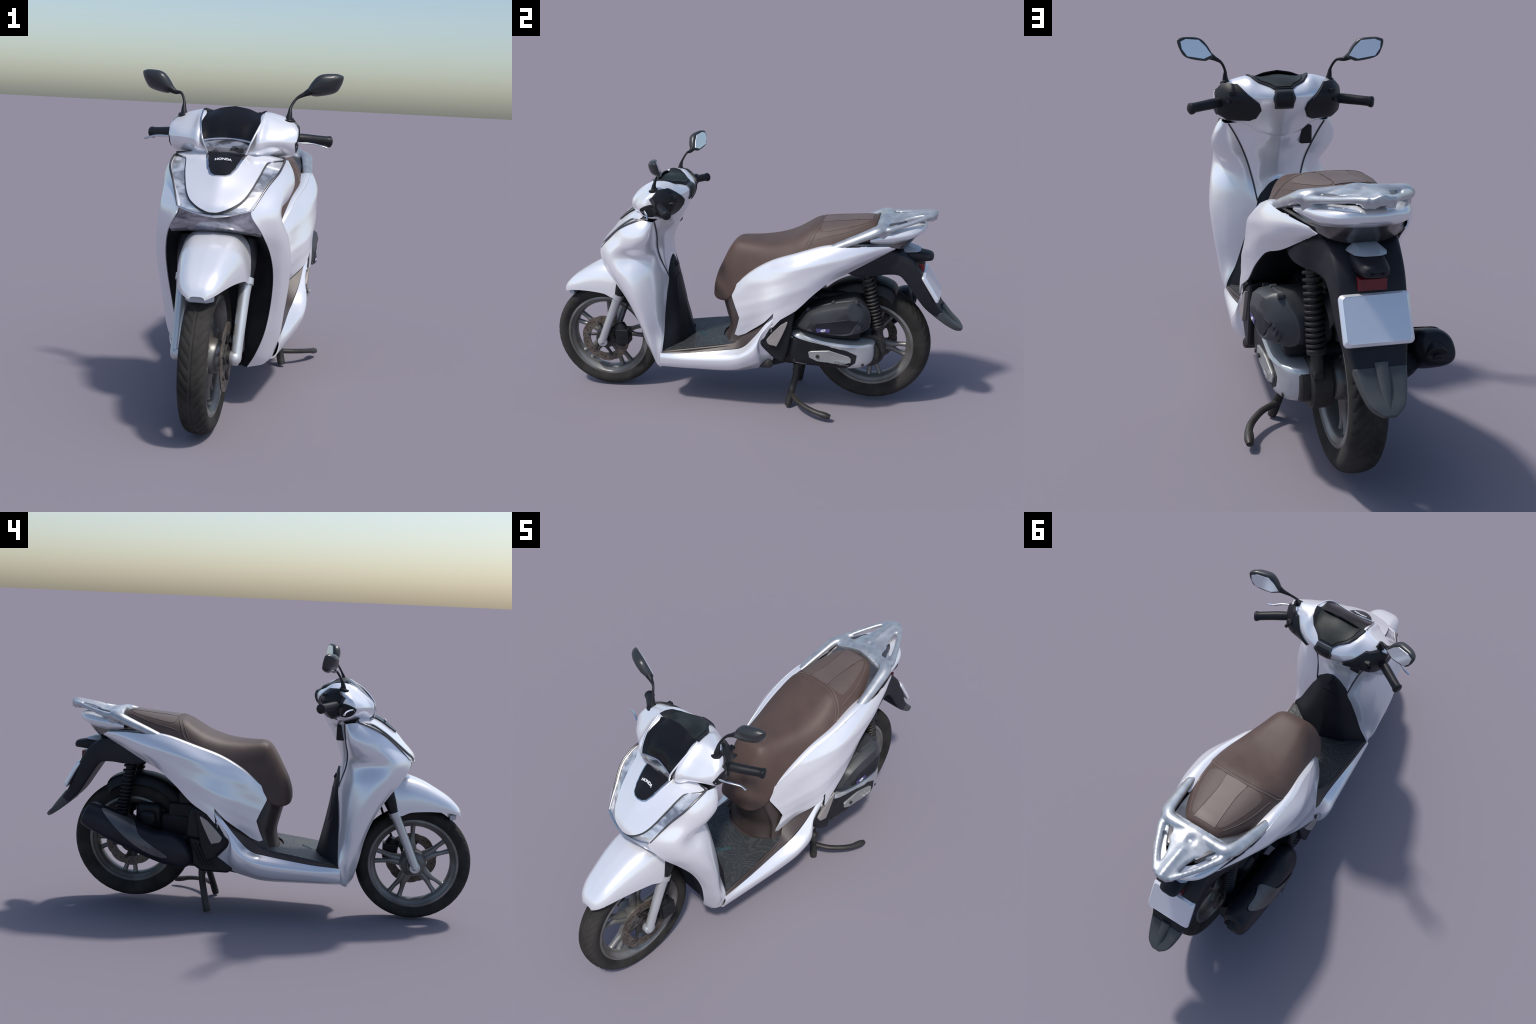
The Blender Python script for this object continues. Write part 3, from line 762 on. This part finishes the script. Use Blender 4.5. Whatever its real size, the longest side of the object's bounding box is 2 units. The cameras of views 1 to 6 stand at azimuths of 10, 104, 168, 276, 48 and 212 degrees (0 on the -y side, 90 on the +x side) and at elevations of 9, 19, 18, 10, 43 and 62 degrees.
# ledge rolling from the panel edge to the seat
lg = []
for y, z in topb[::3]:
    if y > .50: continue
    x0 = body_x(y, z)
    lg.append([(x0 - .002, y, z - .001), (x0 - .010, y, z + .004), (x0 - .024, y, z + .005), (x0 - .05, y, z - .002)])
sheet('seat_ledge', lg, WHITE, 60, 10, (0, 0, 1), 'both', solid=.003)
# seam between body panel and sill
v, f = tube_mesh([(.236,.158,.447),(.228,.125,.405),(.226,.108,.398)], .002, 8, 1, 12)
both_sides('panel_seam', v, f, GAP, (1, 0, 0))

# dark lining closing the wheel arch behind each panel
al = []
for y, z in spline([(.20,.488),(.267,.528),(.335,.593),(.43,.670),(.494,.695),(.58,.738)], 14):
    al.append([(body_x(y, z) - .005, y, z + .002), (body_x(y, z) - .06, y - .002, z + .004), (.09, y - .004, z + .006)])
sheet('arch_lining', al, BLACK, 30, 10, (0, 1, -1), 'both', solid=.004)
# brown cover below the seat
cv = []
for z, yf, w, yb in ((.315, -.118, .165, -.01), (.345, -.108, .152, .0), (.39, -.100, .146, .02), (.45, -.113, .142, .03), (.52, -.128, .126, .02), (.60, -.12, .12, .02)):
    cv.append([(0, yf, z), (w * .45, yf + .012, z), (w * .8, yf + .045, z), (w * .97, yf * .45 + yb * .55 - .01, z), (w * .97, yb + .06, z)])
sheet('seat_base_cover', cv, BROWNPL, 30, 24, (0, -1, 0), 'weld', solid=.004)
# inner dark filling of the body
fillb = [[(s * w, y, z) for s, z in ((1, z1), (1, z0), (-1, z0), (-1, z1))] for y, w, z0, z1 in ((-.02, .10, .33, .60), (.1, .135, .38, .68), (.25, .17, .53, .74), (.4, .17, .67, .78), (.55, .14, .735, .80), (.68, .11, .78, .80))]
loft('body_core', fillb, BLACK, 6, 4, smooth_loops=False)

# --------------------------------------------------------------------- seat
ST = [  # y, top z, base z, half width
 (-.163,.560,.540,.030),(-.158,.590,.528,.065),(-.140,.640,.520,.090),(-.110,.698,.518,.106),(-.080,.752,.525,.116),(-.052,.788,.545,.124),(-.025,.800,.562,.131),(.02,.800,.604,.142),(.08,.800,.655,.156),(.16,.810,.705,.170),(.23,.832,.735,.180),(.285,.862,.752,.182),(.335,.889,.765,.177),(.40,.898,.782,.172),(.47,.904,.795,.159),(.53,.910,.805,.141),(.58,.915,.818,.118),(.612,.908,.836,.097),(.628,.885,.855,.080)]
def seat_section(y, t, b, w):
    loop = []
    flat = np.interp(y, [-.16, -.05, .1, .3, .45, .64], [.80, .62, .60, .62, .62, .7])
    for a in np.linspace(-math.pi / 2, math.pi / 2, 15):
        sn, cs = math.sin(a), math.cos(a)
        x = w * math.copysign(abs(sn) ** flat, sn)
        h = abs(cs) ** .72
        # sides slope inward toward the crown
        xx = x * (1 - .18 * h * (abs(sn)))
        loop.append((xx, y, b + (t - b) * h))
    for s in (.6, 0, -.6):
        loop.append((s * w, y, b - .004))
    return loop
loops = [seat_section(*r) for r in ST]
seat = loft('seat', loops, SEATM, 110, 90, angle=0)
bs = bvh_of(seat)
# passenger section: leather pieces and stitched seams
cen = [(.048,.372,.9),(.040,.44,.9),(.043,.52,.9),(.048,.597,.92)]
cen_full = cen + [U(p) for p in cen[::-1]]
decal('seat_inlay', cen_full, (0, 0, -1), bs, SEATB, off=.0022, thick=.002, step=.012, parent=seat)
for s in (1, -1):
    sp = [(s*.052,.376,.9),(s*.044,.44,.9),(s*.047,.52,.9),(s*.052,.585,.92),(s*.074,.57,.9),(s*.094,.52,.9),(s*.112,.46,.88),(s*.124,.39,.87),(s*.10,.372,.9)]
    decal('seat_grip_patch', sp, (0, 0, -1), bs, SEATG, off=.0012, thick=.0012, step=.012, parent=seat, curve=60)
def seam(name, pts, rad, mat, n=60, d=(0, 0, -1), parent=None):
    P = spline(pts, n); out = []
    for p in P:
        h = bs.ray_cast(Vector(p) - Vector(d) * .3, Vector(d))
        if h[0] is not None: out.append(tuple(h[0] + Vector((0, 0, .0006))))
    v, f = tube_mesh(out, rad, 6); make(name, v, f, mat, parent, angle=60)
seam('seat_seam', [(-.172,.295,.9),(-.15,.335,.9),(-.09,.362,.9),(0,.37,.9),(.09,.362,.9),(.15,.335,.9),(.172,.295,.9)], .0022, STITCH, parent=seat)
seam('seat_seam', [(-.176,.283,.9),(-.145,.322,.9),(-.09,.348,.9),(0,.356,.9),(.09,.348,.9),(.145,.322,.9),(.176,.283,.9)], .0014, STITCH, parent=seat)
for s in (1, -1):
    seam('seat_seam', [(s*.148,.36,.9),(s*.132,.45,.9),(s*.108,.525,.9),(s*.078,.585,.9)], .0013, STITCH, parent=seat)

# ----------------------------------------------------------------- tail end
LENSR = [
 [(0,.800,.842),(.05,.793,.842),(.090,.765,.838),(.118,.715,.830),(.138,.655,.828),(.160,.600,.838)],
 [(0,.828,.858),(.05,.820,.857),(.100,.785,.853),(.130,.730,.847),(.150,.665,.845),(.168,.600,.846)],
 [(0,.836,.876),(.05,.828,.876),(.102,.792,.872),(.134,.735,.866),(.152,.670,.860),(.168,.600,.852)],
 [(0,.826,.895),(.05,.818,.893),(.092,.780,.888),(.122,.725,.880),(.142,.665,.872),(.160,.600,.858)],
 [(0,.79,.900),(.04,.78,.898),(.07,.75,.893),(.095,.70,.886),(.11,.65,.878),(.12,.600,.862)],
]
tail = sheet('tail_lamp', LENSR, material('clear_tail_lens', (.84, .85, .88), rough=.22, metal=.45, col2=(.78, .80, .83), scale=12, coat=.3), 24, 50, (0, 1, 0), 'weld', solid=.004)
BAND = [
 [(0,.737,.780),(.05,.735,.782),(.095,.722,.793),(.122,.702,.806),(.146,.63,.812),(.184,.500,.818)],
 [(0,.77,.808),(.05,.764,.81),(.092,.742,.815),(.122,.70,.817),(.150,.635,.820),(.186,.500,.828)],
 [(0,.798,.842),(.05,.791,.842),(.090,.763,.839),(.118,.713,.832),(.140,.655,.830),(.180,.520,.836)],
]
sheet('tail_band', BAND, CHROMED, 16, 40, (0, 1, -.3), 'weld', solid=.004)

# grab rail: plate and arms blended into one casting
parts = []
def rail_plate():
    half = [(0,.882),(.022,.879),(.042,.862),(.046,.84),(.038,.815),(.043,.78),(.056,.745),(.070,.728),(.098,.710),(.135,.690),(.160,.655),(.150,.630),(.120,.615),(.06,.622),(0,.626)]
    out = half + [(-x, y) for x, y in half[-2:0:-1]]
    v2, f = cut_polygon(out, .010)
    zt = lambda x, y: np.interp(y, [.63, .65, .69, .72, .79, .85, .885], [.922, .928, .925, .927, .938, .946, .942]) - .45 * abs(x) ** 1.3 + .007 * math.exp(-(x / .014) ** 2) * float(np.clip((y - .70) / .05, 0, 1)) - .013 * math.exp(-(x / .016) ** 2 - ((y - .692) / .018) ** 2)
    a = [(x, y, zt(x, y)) for x, y in v2]; b = [(x, y, zt(x, y) - .030) for x, y in v2]
    n = len(a); bm = {}
    ff = list(f) + [tuple(i + n for i in q[::-1]) for q in f]
    cnt = {}
    for q in f:
        for i in range(len(q)):
            e = (q[i], q[(i + 1) % len(q)]); cnt[e] = 1
    for (i, j) in cnt:
        if (j, i) not in cnt: ff.append((j, i, i + n, j + n))
    return a + b, ff
parts.append(rail_plate())
for s in (1, -1):
    parts.append(tube_mesh([(s*.030,.864,.932),(s*.060,.825,.926),(s*.092,.775,.914),(s*.122,.718,.902),(s*.138,.680,.894),(s*.138,.640,.890)], [.013,.012,.012,.014,.018,.016], 14, .8, 36))
    parts.append(tube_mesh([(s*.04,.652,.910),(s*.09,.653,.904),(s*.132,.648,.898),(s*.154,.620,.888),(s*.164,.57,.868),(s*.174,.50,.841),(s*.181,.44,.818),(s*.184,.40,.804)], [.018,.022,.027,.028,.026,.024,.021,.014], 16, .7, 50))
v, f = merge(parts)
rail = make('grab_rail', v, f, RAILM, recalc=True)
m = rail.modifiers.new('blend', 'REMESH'); m.mode = 'VOXEL'; m.voxel_size = .0038; m.use_smooth_shade = True
m = rail.modifiers.new('soft', 'SMOOTH'); m.factor = .5; m.iterations = 9
# dark recess between rail, seat and lamp
loft('rail_bracket', [[(s * w, y, z) for s, z in ((1, z1), (1, z0), (-1, z0), (-1, z1))] for y, w, z0, z1 in ((.44, .155, .78, .81), (.55, .150, .79, .85), (.65, .125, .80, .905), (.75, .07, .82, .915))], CHROMED, 4, 4, smooth_loops=False, bevel=.008)

# dark tail fender with mudflap
def ring(x, pf, pr, t=0):
    """rounded box section between a front and a rear point (y,z)"""
    pf, pr = V(pf), V(pr)
    L_ = []
    for u, w in ((0, .86), (0, 0), (0, -.86), (.12, -1), (.5, -1), (.85, -.97), (1, -.8), (1, 0), (1, .8), (.85, .97), (.5, 1), (.12, 1)):
        q = pf + (pr - pf) * u
        L_.append((w * x, q[0], q[1]))
    return L_
MUD = [
 ring(.160, (.49,.694), (.49,.704)), ring(.160, (.535,.678), (.535,.728)), ring(.148, (.60,.675), (.59,.768)), ring(.122, (.665,.676), (.655,.795)), ring(.108, (.715,.670), (.735,.77)),
 ring(.103, (.742,.645), (.795,.715)), ring(.098, (.781,.586), (.832,.645)), ring(.088, (.828,.515), (.872,.55)), ring(.074, (.875,.468), (.910,.488)), ring(.062, (.925,.425), (.948,.442)), ring(.045, (.968,.395), (.982,.41)), ring(.018, (.992,.383), (.999,.392))]
mud = loft('mudguard', MUD, DARKPL, 80, 48, angle=0)
flapm = material('faded_plastic', (.06, .066, .07), rough=.5, col2=(.045, .05, .054), scale=10)
MF = [ring(.0745, (.870,.470), (.911,.490)), ring(.063, (.924,.425), (.949,.444)), ring(.0465, (.967,.395), (.983,.412)), ring(.019, (.991,.382), (1.0,.392))]
loft('mudflap', MF, flapm, 40, 48, angle=0)
tube('mudflap_ridge', [(.0,.905,.50),(.0,.95,.446),(.0,.99,.40)], [.02, .016, .006], flapm, flat=.5, n=14)
loft('plate_lamp_hood', [[(.004 + s * w, y, z) for s, z in ((1, z0 + .01), (.7, z0), (-.7, z0), (-1, z0 + .01), (-1, z1 - .012), (-.6, z1), (.6, z1), (1, z1 - .012))] for y, w, z0, z1 in ((.70, .05, .70, .77), (.78, .045, .715, .765), (.835, .041, .72, .757), (.858, .034, .722, .75), (.865, .02, .728, .742))], DARKPL, 20, 32)
loft('tail_reflector', [[(.002 + w * a, y, z0 + (z1 - z0) * b) for a, b in ((-1, .3), (-.7, 0), (.6, 0), (1, .4), (.55, .95), (0, 1), (-.6, .95))] for y, w, z0, z1 in ((.735, .055, .752, .785), (.765, .055, .757, .784), (.795, .045, .760, .774), (.808, .03, .764, .769))], FLAP, 0, 0, smooth_loops=False, angle=20)
plate('reflector', [(-.037,.674),(.043,.674),(.043,.708),(-.037,.708)], 'y', .79, .827, REDM, bevel=.002)
# licence plate
pc = V((0, .8515, .602)); up_ = V((0, -.0695, .1225)); up_ = up_ / np.linalg.norm(up_); nr = V((0, up_[2], -up_[1]))
W_, H_ = .0985, .0715
ol = []
for cx, cz, a0 in ((W_ - .014, H_ - .014, 0), (-W_ + .014, H_ - .014, 90), (-W_ + .014, -H_ + .014, 180), (W_ - .014, -H_ + .014, 270)):
    for k in range(5):
        a = math.radians(a0 + 22.5 * k); ol.append((cx + .014 * math.cos(a), cz + .014 * math.sin(a)))
lp = [[pc + V((x * k, 0, 0)) + up_ * z * k2 + nr * d for x, z in ol] for k, k2, d in ((.90, .88, .016), (.905, .885, .0165), (.995, .99, .008), (1.0, 1.0, .004), (1.0, 1.0, .001), (.98, .98, -.002))]
loft('licence_plate', lp, PLATEM, 0, 0, smooth_loops=False, angle=18)
loft('plate_bracket', [[pc + V((s * .075, 0, 0)) + up_ * t * .055 + nr * d for s, t in ((1, 1), (-1, 1), (-1, -1), (1, -1))] for d in (-.03, -.003)], IRON, 2, 4, smooth_loops=False)

# ------------------------------------------------------ engine and drivetrain
v, f = merge([box_mesh(-.10, .10, .17, .40, .20, .42), box_mesh(-.075, .12, .30, .55, .24, .40), box_mesh(-.09, .09, .20, .36, .36, .56), box_mesh(-.17, .17, .17, .30, .24, .44), box_mesh(-.105, 0, .27, .44, .33, .45), box_mesh(-.06, .10, .26, .38, .44, .54), box_mesh(-.115, -.055, .43, .55, .37, .49), box_mesh(.03, .09, .33, .50, .50, .575), box_mesh(-.135, -.08, .45, .53, .38, .46), box_mesh(.05, .180, .27, .55, .37, .43)])
make('engine_block', v, f, BLACK, bevel=.02)
# air cleaner
ab = [(.252,.444),(.275,.48),(.308,.518),(.36,.541),(.427,.561),(.50,.574),(.535,.574),(.572,.537),(.592,.492),(.584,.430),(.511,.410),(.38,.416),(.279,.432)]
abc = V(ab).mean(0)
def shrink(o, k, dz=0): return [tuple(abc + (V(p) - abc) * k + (0, dz)) for p in o]
atap = interp([.24, .33, .50, .564, .61], [.90, 1, 1, .89, .69])
loops = []
for x, k, dz in ((.06, .97, 0), (.17, 1.0, 0), (.186, 1.015, 0), (.193, 1.015, 0), (.197, .97, 0), (.215, .93, 0), (.236, .80, -.004), (.243, .64, -.014)):
    loops.append([(x * atap(p[0]), *p) for p in spline(shrink(ab, k, dz), 44, True)])
air = loft('air_cleaner', loops, GREYPL, 0, 0, smooth_loops=False, angle=25)
ba = bvh_of(air)
decal('air_cleaner_face', [(.27,.367,.481),(.27,.505,.502),(.27,.548,.487),(.27,.510,.437),(.27,.357,.431),(.27,.335,.45)], (-1, 0, 0), ba, DARKPL, off=.003, thick=.004, step=.02, bevel=.002)
lab = decal('label', [(.27,.364,.455),(.27,.425,.456),(.27,.424,.440),(.27,.366,.439)], (-1, 0, 0), ba, BLUEL, off=.0055, thick=.002, step=.02)
hq = bvh_of(lab).ray_cast(Vector((.5, .395, .4475)), Vector((-1, 0, 0)))
lettering('eSP', .016, hq[0] + Vector((.0012, 0, 0)), basis((0, 1, 0), (0, 0, 1)), LETTER, lab)
for k in range(4):
    tube('air_cleaner_rib', [(.222 - .008 * k, .550 + .011 * k, .492 - .010 * k), (.225 - .007 * k, .522 + .014 * k, .448 - .004 * k)], .0022, BLACK, seg=8)
for p in ((.32,.527),(.435,.562),(.54,.570),(.29,.436)):
    v, f = cyl_mesh((.19, *p), (1, 0, 0), .009, .02, 14); make('screw_boss', v, f, GREYPL)
# transmission cover
tc_ = [(.25,.252),(.38,.244),(.531,.238),(.588,.252),(.61,.285),(.614,.33),(.605,.358),(.55,.368),(.401,.382),(.30,.408),(.262,.414),(.218,.400),(.176,.339),(.182,.286)]
tcc = V(tc_).mean(0)
ctap = interp([.17, .25, .50, .565, .60, .625], [.94, 1, 1, .92, .85, .76])
ztap = interp([.235, .27, .31], [.96, .99, 1])
loops = []
for x, k in ((.06, .95), (.15, 1.0), (.175, 1.0), (.196, .965), (.208, .88), (.214, .7)):
    loops.append([(x * ctap(q[0]) * ztap(q[1]), *q) for q in [tcc + (V(p) - tcc) * k for p in spline(tc_, 60, True)]])
cvt = loft('transmission_cover', loops, SILVER, 0, 0, smooth_loops=False, angle=35)
bc = bvh_of(cvt)
blk = [(.2,.180,.338),(.2,.184,.290),(.2,.25,.254),(.2,.38,.246),(.2,.487,.248),(.2,.531,.277),(.2,.538,.313),(.2,.497,.333),(.2,.412,.357),(.2,.33,.373),(.2,.275,.388),(.2,.24,.402),(.2,.218,.392)]
decal('transmission_inset', blk, (-1, 0, 0), bc, BLACK, off=.002, thick=.003, step=.016)
kick = [(.2,.318,.325),(.2,.33,.330),(.2,.412,.337),(.2,.502,.308),(.2,.513,.297),(.2,.511,.278),(.2,.467,.270),(.2,.357,.281),(.2,.321,.298)]
kc = decal('cover_badge', kick, (-1, 0, 0), bc, material('badge_metal', (.40, .41, .40), rough=.4, metal=.5, col2=(.33, .335, .33), scale=10), off=.008, thick=.008, step=.016, bevel=.003)
v, f = cyl_mesh((.2225, .361, .307), (1, 0, 0), .0085, .004, 18); make('badge_bolt', v, f, IRON, kc)
lettering('HONDA', .016, Vector((.2228, .464, .290)), basis((0, 1, -.05), (0, .05, 1)), SILVER, kc)
for p in ((.562,.263),(.255,.38),(.25,.275)):
    v, f = cyl_mesh((.186 if p[0] > .5 else .208, *p), (1, 0, 0), .007, .012, 14); make('cover_bolt', v, f, IRON)
# final drive behind the cover
v, f = merge([cyl_mesh((.085, RY + .0, RZ), (1, 0, 0), .08, .07, 40), cyl_mesh((.12, RY + .005, RZ), (1, 0, 0), .055, .06, 32), tube_mesh([(.10,.60,.37),(.10,.632,.36),(.09,.62,.33)], .02, 12, n=8), cyl_mesh((-.07, RY, RZ), (1, 0, 0), .05, .05, 30)])
make('final_drive', v, f, IRON, angle=40)
# rear suspension
for s in (1, -1):
    a, b = V((s*.107, .572, .70)), V((s*.100, .633, .352))
    ab_ = empty('shock_absorber')
    v, f = merge([tube_mesh([a, a + (b - a) * .5], .0195, 14), tube_mesh([a + (b - a) * .5, b], .019, 16), cyl_mesh(b, (1, 0, 0), .02, .03, 20), cyl_mesh(a + (b - a) * .05, b - a, .03, .02, 24), cyl_mesh(a + (b - a) * .80, b - a, .029, .018, 24)])
    make('damper', v, f, BLACK if s < 0 else IRON, ab_, angle=40)
    d = (b - a) / np.linalg.norm(b - a); e1 = V((1, 0, 0)); e1 = e1 - d * (e1 @ d); e1 /= np.linalg.norm(e1); e2 = np.cross(d, e1)
    L_ = np.linalg.norm(b - a) * .74
    hel = []
    for t in np.linspace(0, 1, 300):
        an = t * 2 * math.pi * 14
        pitch = t ** .85
        hel.append(a + d * (.02 + pitch * L_) + .0245 * (math.cos(an) * e1 + math.sin(an) * e2))
    tube('spring', hel, .0066, IRON if s > 0 else BLACK, ab_, seg=8)
# hugger over the rear wheel
HUG = []
for ang, R in ((160, .312), (148, .318), (135, .322), (120, .324), (105, .323), (90, .319), (78, .315), (70, .309), (66, .300), (63, .285)):
    a = math.radians(ang); c, s_ = math.cos(a), math.sin(a)
    HUG.append([(x, RY + (R - dr) * c, RZ + (R - dr) * s_) for x, dr in ((0, 0), (.035, .002), (.062, .010), (.080, .05))])
sheet('wheel_hugger', HUG, BLACK, 60, 20, (0, 0, 1), 'weld', solid=.004)
# swing arm brackets at left and right
v, f = merge([tube_mesh([(-.085,.30,.33),(-.10,.45,.32),(-.10,.575,.303),(-.10,.632,.36)], [.03,.024,.026,.018], 12, n=20), box_mesh(-.10, -.06, .28, .40, .28, .50)])
make('swing_arm', v, f, BLACK, bevel=.01)

# exhaust
MUFC = [  # y, z-centre, x-centre, half height, half width
 (.757,.460,-.205,.036,.034),(.752,.458,-.205,.047,.047),(.730,.450,-.203,.056,.057),(.69,.432,-.202,.060,.060),(.62,.400,-.200,.062,.062),(.54,.366,-.198,.060,.062),(.46,.335,-.195,.062,.062),(.38,.315,-.192,.072,.058),(.32,.29,-.19,.060,.05),(.285,.268,-.185,.040,.036),(.268,.258,-.18,.018,.02)]
loops = []
tl = math.atan2(.14, .32)
for y, z, x, h, w in MUFC:
    lp = []
    for a in np.linspace(0, 2 * math.pi, 20, endpoint=False):
        c, s_ = math.cos(a), math.sin(a)
        hh = h * math.copysign(abs(s_) ** .85, s_)
        lp.append((x - .018 + w * math.copysign(abs(c) ** .8, c) + .012 * s_, y - hh * math.sin(tl) * .9 , z + hh * math.cos(tl)))
    loops.append(lp)
muf = loft('muffler', loops, MUFF, 70, 48, angle=0)
bm_ = bvh_of(muf)
sh = [(-.25,.675,.487),(-.25,.60,.462),(-.25,.534,.436),(-.25,.50,.378),(-.25,.459,.344),(-.25,.372,.288),(-.25,.392,.278),(-.25,.47,.302),(-.25,.557,.358),(-.25,.641,.440)]
hs = decal('heat_shield', sh, (1, 0, -.25), bm_, SHIELD, off=.006, thick=.004, step=.014, parent=muf, bevel=.002, curve=60)
h = bm_.ray_cast(Vector((-.5, .47, .322)), Vector((1, 0, 0)))
v, f = cyl_mesh(tuple(h[0] + Vector((-.008, 0, 0))), (1, 0, 0), .010, .01, 18); make('shield_bolt', v, f, SHIELD, muf)
v, f = merge([cyl_mesh((-.215, .748, .442), (0, 1, -.45), .034, .03, 28), cyl_mesh((-.215, .756, .438), (0, 1, -.45), .014, .03, 20)])
make('exhaust_outlet', v, f, BLACK, muf, angle=40)
tube('muffler_bracket', [(-.155,.715,.405),(-.15,.66,.365),(-.145,.58,.325),(-.14,.48,.285),(-.135,.36,.255)], [.03,.040,.042,.042,.03], BLACK, muf, n=24, flat=.9)
tube('exhaust_pipe', [(-.18,.29,.26),(-.14,.22,.235),(-.08,.16,.24),(-.03,.12,.28)], [.022,.02,.018], IRON, n=20)

# footpeg covers: dark shield with folded peg
pcv = [(.262,.515),(.20,.492),(.168,.468),(.128,.393),(.1,.362),(.158,.288),(.20,.268),(.225,.33),(.245,.43)]
pg = [(.231,.471),(.205,.464),(.19,.452),(.135,.392),(.131,.378),(.140,.363),(.168,.357),(.18,.362)]
for s in (1, -1):
    n = len(pcv)
    xo = .236 if s > 0 else .240
    pk = plate('peg_cover', pcv, 'x', s * .16, s * (xo - .006), BLACK, bevel=.008)
    plate('footpeg', pg, 'x', s * .205, s * (xo + .006), PEG, pk, bevel=.006, curve=32)
    tube('cover_edge', [(s*.232,.262,.522),(s*.231,.20,.494),(s*.228,.165,.466),(s*.226,.125,.39),(s*.222,.10,.36),(s*.212,.16,.287)], .007, BLACK, pk, n=30, seg=10)
# radiator cover with slats on the right
plate('radiator_guard', [(.30,.37),(.29,.47),(.272,.515),(.20,.49),(.19,.36)], 'x', -.10, -.212, BLACK, bevel=.012)
rc = plate('radiator_cover', [(.284,.37),(.22,.36),(.20,.30),(.158,.293),(.075,.238),(.10,.21),(.222,.21),(.27,.24)], 'x', -.10, -.20, BLACK, bevel=.012)
for k in range(5):
    tube('slat', [(-.203,.275 - .018 * k,.345 - .002 * k),(-.203,.222 - .014 * k,.243 - .001 * k)], .0035, DARKPL, rc, seg=8)
# side stand knob under the sill
v, f = merge([tube_mesh([(.15,.06,.215),(.19,.10,.235),(.213,.128,.252)], [.012,.014,.018], 14, n=12), cyl_mesh((.214,.131,.254), (1, .3, .2), .018, .024, 20)])
make('stand_knob', v, f, IRON, angle=50)

# center stand
parts = [tube_mesh([(-.10,.232,.175),(.10,.232,.175)], .016, 14)]
for s in (1, -1):
    parts.append(tube_mesh([(s*.085,.235,.20),(s*.10,.232,.15),(s*.125,.215,.08),(s*.140,.201,.025),(s*.146,.196,.006)], [.017,.016,.0155,.016,.017,.015], 14, n=24))
parts.append(tube_mesh([(.122,.212,.068),(.138,.222,.061),(.191,.256,.056),(.235,.310,.048),(.257,.359,.039),(.263,.405,.028)], [.014,.0135,.013,.013,.014,.015], 12, .8, 30))
parts.append(tube_mesh([(.256,.362,.038),(.261,.39,.032),(.264,.42,.026)], [.014,.0165,.0165,.012], 12, .8, 10))
v, f = merge(parts)
make('center_stand', v, f, IRON, angle=50)

# the whole machine stands turned by half a degree
ROOT.rotation_euler = (0, 0, math.radians(.45))
